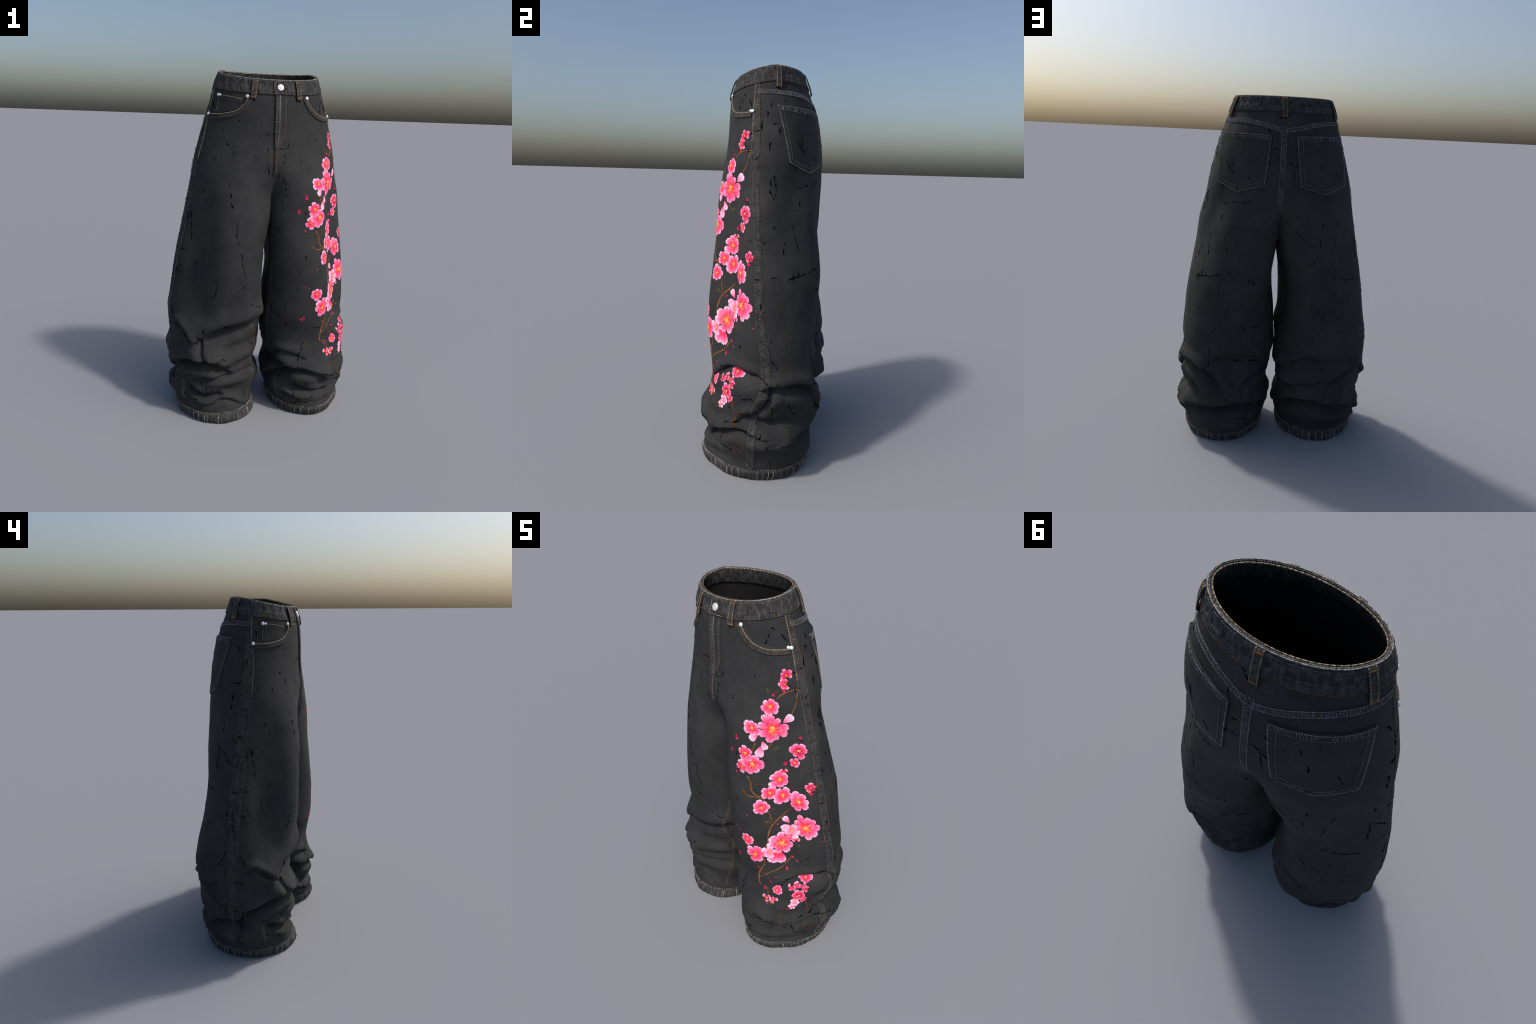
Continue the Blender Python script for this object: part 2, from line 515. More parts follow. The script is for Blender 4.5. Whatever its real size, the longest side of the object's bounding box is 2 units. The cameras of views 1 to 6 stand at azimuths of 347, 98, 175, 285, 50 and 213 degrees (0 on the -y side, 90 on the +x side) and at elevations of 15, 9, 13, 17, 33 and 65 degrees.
def resample(p, step):
    """even steps along a polyline of any dimension, by length of its first three columns"""
    seg = np.linalg.norm(np.diff(p[:, :3], axis=0), axis=1)
    s = np.concatenate([[0], np.cumsum(seg)])
    n = max(2, int(round(s[-1] / step)) + 1)
    t = np.linspace(0, s[-1], n)
    return np.stack([np.interp(t, s, p[:, k]) for k in range(p.shape[1])], -1)


def run(side, pts, step=.006, straight=False):
    """dense (theta, z) along a hand-placed line on one leg; points in degrees and metres"""
    p = np.array(pts, float)
    th = np.unwrap(np.radians(p[:, 0]))
    k = np.arange(len(p))
    t = np.linspace(0, len(p) - 1, 30 * len(p))
    if straight or len(p) < 3:
        a, z = np.interp(t, k, th), np.interp(t, k, p[:, 1])
    else:
        a, z = spline(k, th, t), spline(k, p[:, 1], t)
    q = np.concatenate([surface(side, a, z), a[:, None], z[:, None]], 1)
    q = resample(q, step)
    return q[:, 3], q[:, 4]


def laid(side, pts, step=.006, straight=False):
    """points and normals of a line on the cloth"""
    a, z = run(side, pts, step, straight)
    p, _, _, n, _, _ = framed(side, a, z)
    return p, n


def sideways(p, n):
    t = np.gradient(p, axis=0)
    t /= np.linalg.norm(t, axis=1, keepdims=True) + 1e-12
    lat = np.cross(n, t)
    return t, lat / (np.linalg.norm(lat, axis=1, keepdims=True) + 1e-12)


def ribbon(b, p, n, width, height, mat=0, shift=0.0, base=0.0, taper=False):
    """a low strip with rounded edges, following p"""
    t, lat = sideways(p, n)
    w = np.full(len(p), width)
    if taper:
        w = width * np.interp(np.linspace(0, 1, len(p)), [0, .15, .8, 1], taper)
    xs, hs = np.array([-.5, -.44, -.25, 0, .25, .44, .5]), np.array([-.0008, .8, 1, 1, 1, .8, -.0008])
    h = np.where(hs < 0, -.0012, hs * height) + base
    g = p[:, None] + lat[:, None] * (xs[None, :] * w[:, None] + shift)[..., None] + n[:, None] * h[None, :, None]
    b.grid(g, mat)


def stitches(b, p, n, shift=0.0, width=.0022, length=.0062, gap=.0022, height=.0016, base=.0, mat=0, skip=0.0):
    """a row of short thread dashes along p"""
    t, lat = sideways(p, n)
    q = np.concatenate([p + lat * shift, n], 1)
    q = resample(q, (length + gap) / 2)
    pos, nn = q[:, :3], q[:, 3:]
    nn = nn / (np.linalg.norm(nn, axis=1, keepdims=True) + 1e-12)
    t, lat = sideways(pos, nn)
    for i in range(0, len(pos) - 1, 2):
        if skip and RNG.random() < skip:
            continue
        c, d, l, m = pos[i], t[i] * length / 2, lat[i] * width / 2, nn[i]
        top, low = m * (base + height), m * (base - .0015)
        v = [c - d - l + low, c + d - l + low, c + d + l + low, c - d + l + low,
             c - .8 * d - .7 * l + top, c + .8 * d - .7 * l + top, c + .8 * d + .7 * l + top, c - .8 * d + .7 * l + top]
        b.add(v, [(0, 1, 5, 4), (1, 2, 6, 5), (2, 3, 7, 6), (3, 0, 4, 7), (4, 5, 6, 7)], mat)


def ticks(b, p, n, lo, hi, pitch, width, height=.0014, base=0.0, mat=0, bend=0.0, jitter=.25, skip=0.0):
    """short worn ridges standing across a seam between two offsets"""
    q = resample(np.concatenate([p, n], 1), pitch)
    pos, nn = q[:, :3], q[:, 3:]
    t, lat = sideways(pos, nn)
    for i in range(len(pos)):
        if skip and RNG.random() < skip:
            continue
        a0, a1 = lo + (hi - lo) * RNG.uniform(0, jitter), hi - (hi - lo) * RNG.uniform(0, jitter)
        off = RNG.uniform(-.25, .25) * pitch
        k = np.linspace(0, 1, 5)
        line = pos[i] + lat[i] * (a0 + (a1 - a0) * k)[:, None] + t[i] * (off + bend * np.sin(k * math.pi) + RNG.uniform(-.2, .2) * width * 0)[:, None]
        w = width * RNG.uniform(.6, 1.15) * np.array([.45, 1, .9, 1, .4])
        g = np.stack([line - t[i] * (w / 2)[:, None] + nn[i] * (base - .0012), line - t[i] * (w / 4)[:, None] + nn[i] * (base + height),
                      line + t[i] * (w / 4)[:, None] + nn[i] * (base + height), line + t[i] * (w / 2)[:, None] + nn[i] * (base - .0012)], 1)
        b.grid(g, mat)


def patch(b, side, edge_a, edge_b, cols=24, rows=24, height=.004, mat=0, lip=0.0):
    """raised cloth between two (theta, z) polylines; its borders fold down to the cloth below"""
    def along(e, n):
        e = np.array(e, float)
        k = np.linspace(0, len(e) - 1, n)
        return np.stack([np.interp(k, np.arange(len(e)), e[:, 0]), np.interp(k, np.arange(len(e)), e[:, 1])], -1)
    a, c = along(edge_a, cols), along(edge_b, cols)
    v = np.linspace(0, 1, rows)[:, None, None]
    uv = a[None] * (1 - v) + c[None] * v
    p, _, _, n, _, _ = framed(side, np.radians(uv[..., 0]), uv[..., 1])
    h = height + lip * np.exp(-np.linspace(0, 1, rows) * 9)[:, None] * np.ones((1, cols))
    g = p + n * h[..., None]
    # border ring folded down
    rim = [(0, j) for j in range(cols)] + [(i, cols - 1) for i in range(1, rows)] + [(rows - 1, j) for j in range(cols - 2, -1, -1)] + [(i, 0) for i in range(rows - 2, 0, -1)]
    top = np.array([g[i] for i in rim])
    out = top - g.mean((0, 1))
    out -= np.array([n[i] for i in rim]) * (out * np.array([n[i] for i in rim])).sum(1, keepdims=True)
    out /= np.linalg.norm(out, axis=1, keepdims=True)
    low = np.array([p[i] for i in rim]) + out * .0015 - np.array([n[i] for i in rim]) * .002
    flip = SIGN[side] < 0
    b.grid(g, mat, flip=flip)
    b.grid(np.stack([top, top + out * .0012 - np.array([n[i] for i in rim]) * height * .35, low], 0), mat, close_v=True, flip=flip)
    return uv


def at(side, deg, z, off=0.0):
    p, r, u, n, sa, sb = framed(side, np.radians(np.array([deg], float)), np.array([z], float))
    return p[0] + n[0] * off, r[0], u[0], n[0]


def facing(x, z, sign):
    """point on the front (sign -1) or back (+1) of the hips at a given x"""
    x, z = np.broadcast_arrays(np.asarray(x, float), np.asarray(z, float))
    out, nor = np.zeros(x.shape + (3,)), np.zeros(x.shape + (3,))
    th = np.radians(np.linspace(60, 179, 160)) * sign
    for idx in np.ndindex(x.shape):
        both = []
        near = abs(x[idx] - MIDDLE_X) < .03
        for side in SIGN:
            if not near and (x[idx] > MIDDLE_X) != (side == "left"):
                continue
            px = surface(side, th, z[idx])[:, 0]
            o = np.argsort(px)
            a = np.interp(x[idx], px[o], th[o])
            p, _, _, n, _, _ = framed(side, np.array([a]), np.array([z[idx]]))
            w = 1.0 if not near else (.5 + SIGN[side] * (x[idx] - MIDDLE_X) / .06)
            both.append((w, p[0], n[0]))
        ws = sum(w for w, _, _ in both)
        out[idx] = sum(w * p for w, p, _ in both) / ws
        nor[idx] = sum(w * n for w, _, n in both)
    nor /= np.linalg.norm(nor, axis=-1, keepdims=True)
    return out, nor


# ---------------------------------------------------------------- waistband
def waist_loop(z_of, cols=160):
    """points, flat normals once round the waist; z_of(theta) gives the height"""
    pts, nor, ths = [], [], []
    for side in ("left", "right"):
        zz = np.array([z_of])
        f, b = seam_angles(side, zz)
        th = np.linspace(f[0], b[0], cols)
        if side == "right":
            th = th[::-1]
        p, _, _, n, _, _ = framed(side, th, np.full(cols, z_of))
        pts.append(p[:-1] if side == "left" else p[:-1])
        nor.append(n[:-1])
        ths.append(th[:-1])
    p, n = np.vstack(pts), np.vstack(nor)
    for _ in range(6):
        p = .5 * p + .25 * (np.roll(p, 1, 0) + np.roll(p, -1, 0))
        n = .5 * n + .25 * (np.roll(n, 1, 0) + np.roll(n, -1, 0))
    n[:, 2] *= .3
    n /= np.linalg.norm(n, axis=1, keepdims=True)
    return p, n


BAND_LOW = 1.918
rows = [(BAND_LOW, -.001, 0), (BAND_LOW, .003, 0), (BAND_LOW + .003, .0045, 0), (1.93, .0040, 0), (1.94, .0044, 0), (1.947, .0052, 0), (1.951, .0042, 0), (1.958, .0036, 0), (1.966, .0040, 0), (1.974, .0038, 0), (1.985, .0050, 0), (1.993, .0044, 0),
        (1.996, .001, 0), (1.996, -.011, 0), (1.99, -.0135, 0), (1.96, -.0135, 0), (1.93, -.0135, 0), (1.922, -.0125, 0), (1.921, -.006, 0)]
loops = {}
band = []
for z, off, dz in rows:
    if z not in loops:
        loops[z] = waist_loop(z)
    p, n = loops[z]
    k = np.arange(len(p)) * math.tau / len(p)
    wav = (np.sin(23 * k + 40 * z) + .7 * np.sin(41 * k - 65 * z) + .6 * np.sin(67 * k + 30 * z)) * (.0011 if off > .003 else .0004)
    band.append(p + n * (off + wav)[:, None] + np.array([0, 0, 1.0]) * (.0006 * np.sin(19 * k) + .0005 * np.sin(47 * k))[:, None])
WAIST = noisy("waistband_denim", srgb(38, 38, 39), srgb(78, 78, 78), 70, stretch=(1, 1, .4), bump=.3, bump_scale=500, ramp=(.42, .80))
B = Build()
B.grid(np.array(band), 0, close_v=True)
waistband = B.object("waistband", [WAIST], jeans)


def ring_tube(b, p, n, off, dz, rad, mats, run_len=2):
    c = p + n * off + np.array([0, 0, dz])
    c = resample(np.vstack([c, c[:1]]), .0045)[:-1]
    nn = np.gradient(c, axis=0)
    nn /= np.linalg.norm(nn, axis=1, keepdims=True)
    side_v = np.cross(nn, [0, 0, 1.0])
    side_v /= np.linalg.norm(side_v, axis=1, keepdims=True)
    upv = np.cross(side_v, nn)
    k = np.arange(6) * math.tau / 6
    g = c[:, None] + rad * (np.cos(k)[None, :, None] * side_v[:, None] + np.sin(k)[None, :, None] * upv[:, None])
    m = len(c)
    start = b.n
    b.add(g.reshape(-1, 3), [], 0)
    for i in range(m):
        for j in range(6):
            b.f.append((start + i * 6 + j, start + ((i + 1) % m) * 6 + j, start + ((i + 1) % m) * 6 + (j + 1) % 6, start + i * 6 + (j + 1) % 6))
            b.m.append(mats[(i // run_len) % len(mats)])


p, n = loops[1.996]
B = Build()
ring_tube(B, p, n, .0015, .0008, .0025, (0, 0, 3), 1)
ring_tube(B, p, n, -.0030, .0010, .0019, (2, 0), 1)
ring_tube(B, p, n, -.0115, .0004, .0026, (1, 1, 1, 4), 1)
B.object("waistband_piping", [PIPING, PIPING_WARM, DENIM_SEAM, TICK_LIGHT, STITCH_BROWN], waistband, stuff=True)

B = Build()
p, n = waist_loop(BAND_LOW + .004)
pc, nc = np.vstack([p, p[:1]]), np.vstack([n, n[:1]])
front = pc[:, 1] < .0
stitches(B, pc, nc, base=.0045, mat=0)
p, n = waist_loop(1.988)
pc, nc = np.vstack([p, p[:1]]), np.vstack([n, n[:1]])
stitches(B, pc, nc, base=.0045, mat=2, width=.0018)
p, n = waist_loop(1.948)
pc, nc = np.vstack([p, p[:1]]), np.vstack([n, n[:1]])
stitches(B, pc, nc, base=.0045, mat=2, width=.0016, length=.004)
for z in (1.981, 1.974, 1.942, 1.935, 1.929):      # ribbed weave across the back
    p, n = waist_loop(z)
    k = np.flatnonzero(p[:, 1] > .02)
    stitches(B, p[k], n[k], base=.0045, mat=3, width=.004, length=.0022, gap=.003, height=.0010, skip=.15)
B.object("waistband_stitching", [STITCH_ORANGE, STITCH_PALE, STITCH_GREY, STITCH_BLUE], waistband, stuff=True)

B = Build()
p, n = waist_loop(1.9345)
k = np.flatnonzero(p[:, 1] < .03)
k = np.roll(k, -np.argmax(np.diff(k) > 1) - 1) if (np.diff(k) > 1).any() else k
ticks(B, p[k], n[k], -.010, .008, .013, .0055, base=.0045, height=.0008, mat=0, skip=.2)
B.object("waistband_puckers", [TICK_DIM], waistband, stuff=True)

# overlapping end of the band with its button
xs = np.linspace(-.027, .060, 12)
zs = np.array([1.921, 1.9215, 1.94, 1.96, 1.98, 1.992, 1.9935])
X, Z = np.meshgrid(xs, zs)
p, n = facing(X, Z, -1)
n[..., 2] = 0
h = np.full(X.shape, .0105) * np.interp(X, [-.027, .01, .060], [1, .9, .42])
h[0], h[-1] = .002, .002
g = p + n * h[..., None]
g = np.concatenate([(p + n * .001)[:, :1], g, (p + n * .001)[:, -1:]], 1)
B = Build()
B.grid(g, 0)
tab = B.object("waistband_tab", [WAIST], waistband)
B = Build()
for zz in (1.924, 1.989):
    q, nn = facing(np.linspace(-.025, .06, 18), np.full(18, zz), -1)
    stitches(B, q, nn, base=.0075, height=.003, mat=0 if zz > 1.95 else 1)
q, nn = facing(np.full(12, -.0245), np.linspace(1.923, 1.989, 12), -1)
stitches(B, q, nn, base=.009, height=.0026, mat=1)
q, nn = facing(np.linspace(.016, .046, 14), np.full(14, 1.957), -1)
stitches(B, q, nn, base=.007, height=.003, mat=0, width=.005, length=.003, gap=.001)
B.object("tab_stitching", [STITCH_ORANGE, STITCH_PALE], waistband, stuff=True)


def dome(b, c, n, rad, height, mat=0, rim=.7):
    n = np.array(n) / np.linalg.norm(n)
    u = np.cross([0, 0, 1.0], n)
    u /= np.linalg.norm(u)
    v = np.cross(n, u)
    prof = [(1, 0), (1.0, .35), (.93, .6), (.8, .72), (.74, .66), (.68, .7), (.35, .92), (.02, 1.0)]
    k = np.arange(20) * math.tau / 20
    g = np.array([c + rad * r * (np.cos(k)[:, None] * u + np.sin(k)[:, None] * v) + n * h * height for r, h in prof])
    b.grid(g, mat, close_v=True)


q, nn = facing(np.array([.008]), np.array([1.957]), -1)
B = Build()
dome(B, q[0] + nn[0] * .008, nn[0], .0175, .009)
B.object("button", [METAL], jeans)

# ---------------------------------------------------------------- belt loops
LOOP = noisy("belt_loop_denim", srgb(42, 41, 40), srgb(66, 63, 58), 60, bump=.3, bump_scale=500)


def belt_loop(p, n, width=.030):
    """p, n run from the top of the loop to its foot"""
    t, lat = sideways(p, n)
    m = len(p)
    k = np.linspace(0, 1, m)
    lift = .0068 + .0066 * np.sin(np.pi * k)**.6
    xs = np.array([-.5, -.5, -.42, -.3, 0, .3, .42, .5, .5, .4, -.4])
    hs = np.array([-.0035, .001, .0027, .0022, .0014, .0022, .0027, .001, -.0035, -.0042, -.0042])
    g = p[:, None] + lat[:, None] * (xs * width)[None, :, None] + n[:, None] * (lift[:, None] + hs[None])[..., None]
    first = p[:1, None] + lat[:1, None] * (xs * width * .98)[None, :, None] + n[:1, None] * np.full((1, 11), .001)[..., None]
    last = p[-1:, None] + lat[-1:, None] * (xs * width * .98)[None, :, None] + n[-1:, None] * np.full((1, 11), -.001)[..., None]
    b = Build()
    b.grid(np.concatenate([first, g, last]), 0, close_v=True)
    o = b.object("belt_loop", [LOOP], jeans)
    b = Build()
    q = p + n * lift[:, None]
    stitches(b, q, n, shift=width * .40, base=.0018, mat=0, width=.0026)
    stitches(b, q, n, shift=-width * .40, base=.0018, mat=0, width=.0026)
    for i in (1, m - 2):
        c = np.stack([q[i] + lat[i] * x * width for x in np.linspace(-.42, .42, 8)])
        cn = np.repeat(n[i][None], 8, 0)
        stitches(b, c, cn, base=.0016, mat=1, width=.006, length=.003, gap=.0004)
    b.object("loop_stitching", [STITCH_PALE, TACK], o, stuff=True)


def flat(n):
    n = n.copy()
    n[:, 2] *= .2
    return n / np.linalg.norm(n, axis=1, keepdims=True)


for side, d0, d1 in (("left", -98, -98), ("right", -96, -95), ("left", 31, 27), ("right", 25, 25)):
    p, n = laid(side, [(d0, 1.995), (d1, 1.888)], .009)
    belt_loop(p, flat(n), .028)
p, n = facing(np.linspace(-.007, -.008, 13), np.linspace(1.995, 1.888, 13), 1)
belt_loop(p, flat(n), .031)

# ---------------------------------------------------------------- seams of the legs
SEAMS = {
    "left": ([(-13, 1.915), (-14, 1.839), (-16, 1.716), (-17, 1.6), (-16, 1.533), (-12, 1.402), (-6, 1.277), (-3, 1.147), (-1, 1.046), (0, .95), (2, .807),
              (6, .695), (9, .58), (9, .5), (4, .42), (-1, .363), (-1, .294), (-1, .2), (-1, .07)],
             [(-6, 1.915), (-5, 1.839), (-5, 1.716), (-6, 1.6), (-6, 1.533), (-4, 1.402), (1, 1.277), (4, 1.147), (6, 1.046), (8, .95), (10, .807),
              (14, .695), (17, .58), (17, .5), (12, .42), (7, .363), (6, .294), (6, .2), (6, .07)]),
    "right": ([(-8, 1.915), (-13, 1.79), (-20, 1.69), (-21, 1.567), (-20, 1.476), (-17, 1.316), (-13, 1.25), (-11, 1.1), (-8, 1.0), (-6, .83), (-5, .69),
               (-3, .61), (-2, .514), (-5, .432), (0, .341), (4, .258), (3, .17), (5, .07)],
              [(-2, 1.915), (-4, 1.79), (-7, 1.69), (-7, 1.567), (-6, 1.476), (-2, 1.316), (1, 1.25), (3, 1.1), (5, 1.0), (6, .83), (5, .69),
               (5, .61), (6, .514), (3, .432), (7, .341), (11, .258), (10, .17), (14, .07)]),
}
for side, (fr, bk) in SEAMS.items():
    a, c = run(side, fr, .008), run(side, bk, .008)
    k = np.linspace(0, 1, 240)
    ra = np.stack([np.interp(k, np.linspace(0, 1, len(a[0])), a[0]), np.interp(k, np.linspace(0, 1, len(a[0])), a[1])], -1)
    rc = np.stack([np.interp(k, np.linspace(0, 1, len(c[0])), c[0]), np.interp(k, np.linspace(0, 1, len(c[0])), c[1])], -1)
    u = np.array([-.06, .0, .12, .35, .65, .88, 1.0, 1.06])
    hh = np.array([-.001, .0022, .0028, .0012, .0012, .0028, .0022, -.001])
    th = ra[:, None, 0] * (1 - u) + rc[:, None, 0] * u
    zz = ra[:, None, 1] * (1 - u) + rc[:, None, 1] * u
    p, _, _, n, _, _ = framed(side, th, zz)
    B = Build()
    rip = np.arange(len(p))[:, None] * .0082
    hr = hh[None] * (1 + .55 * np.sin(rip * 290 + u[None] * 2.2) * np.sin(rip * 47)) 
    B.grid(p + n * hr[..., None], 0, flip=side == "left")
    o = B.object("side_seam", [DENIM_SEAM], jeans)
    B = Build()
    for col, mats in ((1, (0, 1)), (6, (2, 1))):
        pp, nn = p[:, col], n[:, col]
        zl = zz[:, col]
        hi, lo = zl > (1.62 if side == "left" else 1.5), zl <= (1.63 if side == "left" else 1.51)
        stitches(B, pp[hi], nn[hi], base=.0022, mat=mats[0], width=.0030)
        stitches(B, pp[lo], nn[lo], base=.0022, mat=mats[1], width=.0022, skip=.2)
    mid = p[:, 4] * .5 + p[:, 3] * .5
    ticks(B, mid, n[:, 3], -.009, .009, .021, .006, base=.001, height=.0006, mat=3, skip=.35)
    B.object("side_seam_stitching", [STITCH_PALE, STITCH_GREY, STITCH_ORANGE, TICK_DIM], o, stuff=True)

INSEAMS = {
    "left": [(-146, 1.02), (-146, .92), (-148, .82), (-151, .7), (-154, .558), (-157, .44), (-150, .32), (-144, .2), (-139, .08)],
    "right": [(-150, 1.0), (-147, .86), (-142, .74), (-134, .63), (-136, .55), (-146, .46), (-146, .34), (-140, .2), (-134, .08)],
}
for side, pts in INSEAMS.items():
    for turn in (0, 1):
        q = pts if not turn else [(-d, z) for d, z in pts]      # the seam lies inside; a second row shows behind
        p, n = laid(side, q, .006)
        B = Build()
        if not turn:
            ribbon(B, p, n, .024, .002, 2)
        stitches(B, p, n, shift=.009, base=.0018 if not turn else 0, mat=0 if not turn else 1, skip=.12)
        stitches(B, p, n, shift=-.009, base=.0018 if not turn else 0, mat=0 if not turn else 1, width=.0018, skip=.3)
        B.object("inseam", [STITCH_BROWN, STITCH_BROWN, DENIM_SEAM], jeans, stuff=True)

# second row of stitching behind the left side seam, and a stray patch above the right cuff
B = Build()
p, n = laid("left", [(20, 1.15), (25, .95), (28, .81), (29, .67), (29, .53), (22, .42), (22, .32), (22, .22), (19, .08)])
stitches(B, p, n, mat=0, skip=.3)
stitches(B, p, n, shift=.009, mat=0, skip=.5, width=.0016)
p, n = laid("right", [(-36, .235), (-34, .19), (-36, .12)])
ribbon(B, p, n, .026, .003, 2)
stitches(B, p, n, shift=.011, base=.002, mat=1)
stitches(B, p, n, shift=-.011, base=.002, mat=1)
ticks(B, p, n, -.006, .006, .012, .004, base=.003, mat=1)
B.object("leg_topstitching", [STITCH_BROWN, STITCH_GREY, DENIM_SEAM], jeans, stuff=True)

# ---------------------------------------------------------------- front pockets
POCKET = {
    "left": [(-83, 1.908), (-81, 1.885), (-79, 1.868), (-75, 1.842), (-69, 1.816), (-61, 1.797), (-49, 1.783), (-36, 1.778), (-18, 1.775)],
    "right": [(-88, 1.908), (-86, 1.885), (-84, 1.862), (-80, 1.838), (-73, 1.812), (-62, 1.795), (-47, 1.783), (-33, 1.778), (-18, 1.772)],
}
for side, pts in POCKET.items():
    DIP_DEPTH[0] = 0.0
    p, n = laid(side, pts, .005)
    DIP_DEPTH[0] = .007
    t, lat = sideways(p, n)
    if (lat[len(lat) // 2] @ np.array([0, 0, 1])) < 0:
        p, n = p[::-1], n[::-1]
    B = Build()
    ribbon(B, p, n, .028, .0055, 0, shift=-.013)
    o = B.object("front_pocket_edge", [DENIM_SEAM], jeans)
    B = Build()
    stitches(B, p, n, shift=-.0025, base=.0048, mat=0, width=.0032, length=.0075, gap=.0012)
    stitches(B, p, n, shift=-.0055, base=.0052, mat=1, width=.0016, length=.005)
    stitches(B, p, n, shift=-.022, base=.005, mat=1, width=.0024)
    B.object("front_pocket_stitching", [STITCH_PALE, STITCH_ORANGE, TICK_DIM], o, stuff=True)

B = Build()
patch(B, "right", [(-76, 1.884), (-62, 1.889), (-45, 1.891), (-28, 1.891)], [(-72, 1.815), (-60, 1.799), (-47, 1.788), (-30, 1.782)], 22, 14, .0035, 0)
coin = B.object("coin_pocket", [DENIM], jeans)
B = Build()
for dz, w, m in ((-.003, .0034, 0), (-.022, .002, 1)):
    p, n = laid("right", [(-76, 1.884 + dz), (-62, 1.889 + dz), (-45, 1.891 + dz), (-28, 1.891 + dz)])
    stitches(B, p, n, base=.0035, mat=m, width=w)
p, n = laid("right", [(-76, 1.872), (-62, 1.877), (-45, 1.879), (-28, 1.879)])
ticks(B, p, n, -.007, .007, .011, .004, base=.0035, height=.0006, mat=2, skip=.2)
for dd, m in ((1, 0), (6, 1)):
    p, n = laid("right", [(-28 - dd, 1.89), (-29 - dd, 1.84), (-30 - dd, 1.785)])
    stitches(B, p, n, base=.0035, mat=m)
B.object("coin_pocket_stitching", [STITCH_PALE, STITCH_ORANGE, TICK_DIM], coin, stuff=True)

for side, d, z, r in (("left", -83, 1.9, .009), ("left", -16, 1.776, .0085), ("left", -20, 1.777, .007), ("right", -86, 1.9, .009), ("right", -16, 1.772, .009),
                      ("right", -28, 1.887, .0085), ("right", -33, 1.888, .0065)):
    p, _, _, n = at(side, d, z, .0055)
    B = Build()
    dome(B, p, n, r, .006)
    B.object("rivet", [METAL], jeans)

# ---------------------------------------------------------------- fly
FLY = noisy("fly_denim", srgb(40, 40, 41), srgb(60, 60, 60), 30, stretch=(1, 1, .25), bump=.3, bump_scale=500)
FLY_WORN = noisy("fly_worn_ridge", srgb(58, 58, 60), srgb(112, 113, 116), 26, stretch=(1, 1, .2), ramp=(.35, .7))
zs = np.linspace(1.918, 1.602, 34)
rb = np.interp(zs, [1.602, 1.612, 1.63, 1.66, 1.70, 1.92], [.002, .018, .033, .042, .046, .047])
us = np.array([0, 0, .03, .12, .22, .3, .36, .42, .5, .65, .8, .95, 1.0])
X = -.019 + (rb[:, None] + .019) * us[None]
p, n = facing(X, zs[:, None] * np.ones_like(X), -1)
hh = np.array([-.002, .0075, .0085, .006, .005, .0062, .0088, .0062, .004, .0035, .0035, .0032, -.001])
g = p + n * hh[None, :, None]
B = Build()
B.grid(g, 0, flip=True)
fly = B.object("fly", [FLY, FLY_WORN], jeans)
cols = len(us) - 1
for i, poly in enumerate(fly.data.polygons):
    if i % cols in (5, 6):
        poly.material_index = 1
B = Build()
q, nn = facing(np.full(40, -.0165), np.linspace(1.918, 1.60, 40), -1)
stitches(B, q, nn, base=.0078, mat=0, width=.0022)
J = [(.046, 1.915), (.046, 1.85), (.046, 1.76), (.044, 1.69), (.040, 1.65), (.031, 1.627), (.016, 1.611), (.0, 1.605)]
for ins, m in ((.0, 1), (.014, 1)):
    k = np.linspace(0, len(J) - 1, 60)
    jx = spline(np.arange(len(J)), np.array(J)[:, 0], k) - ins * np.interp(k, [0, 5, 7], [1, .8, .2])
    jz = spline(np.arange(len(J)), np.array(J)[:, 1], k) + ins * np.interp(k, [0, 3, 5, 7], [0, 0, .6, 1])
    q, nn = facing(jx, jz, -1)
    stitches(B, q, nn, base=.0035, mat=m, width=.0026)
q, nn = facing(np.full(24, .038), np.linspace(1.90, 1.66, 24), -1)
ticks(B, q, nn, -.005, .005, .012, .004, base=.0035, height=.0008, mat=2, skip=.2)
q, nn = facing(np.full(24, -.008), np.linspace(1.90, 1.63, 24), -1)
ticks(B, q, nn, -.007, .006, .013, .0065, base=.0055, height=.0014, mat=2, skip=.15)
B.object("fly_stitching", [STITCH_GREY, STITCH_BROWN, STITCH_GREY], fly, stuff=True)
# bar-tacked strip running down from the fly to the crotch seam
q, nn = facing(np.interp(np.linspace(0, 1, 20), [0, .4, 1], [-.006, -.012, -.014]), np.linspace(1.622, 1.462, 20), -1)
B = Build()
ribbon(B, q, nn, .022, .006, 0, taper=(.9, 1, .7, .4))
stitches(B, q, nn, base=.006, height=.001, mat=1, width=.014, length=.0026, gap=.0016)
stitches(B, q, nn, shift=.008, base=.0055, mat=2, width=.0022)
B.object("fly_bar_tack", [DENIM_SEAM, STITCH_BROWN, STITCH_GREY], fly, stuff=True)

# ---------------------------------------------------------------- yoke, seat seam and back pockets
YOKE = {
    "left": [(-6, 1.888), (4, 1.880), (22, 1.874), (48, 1.872), (77, 1.870), (99, 1.859), (115, 1.842), (124.5, 1.829)],
    "right": [(-8, 1.884), (4, 1.880), (30, 1.878), (60, 1.874), (89, 1.860), (109, 1.842), (124.5, 1.829)],
}
B = Build()
for side, pts in YOKE.items():
    p, n = laid(side, pts, .006)
    t, lat = sideways(p, n)
    if lat[len(p) // 2][2] < 0:
        p, n = p[::-1], n[::-1]
    ribbon(B, p, n, .024, .0028, 0, shift=-.009)
    stitches(B, p, n, shift=0, base=.0026, mat=1, width=.0026)
    stitches(B, p, n, shift=-.019, base=.0026, mat=1, width=.0026)
    ticks(B, p, n, -.016, -.003, .0095, .004, base=.0026, height=.0012, mat=2, skip=.08)
B.object("yoke_seam", [DENIM_SEAM, STITCH_ASH, TICK_BLUE], jeans, stuff=True)
B = Build()
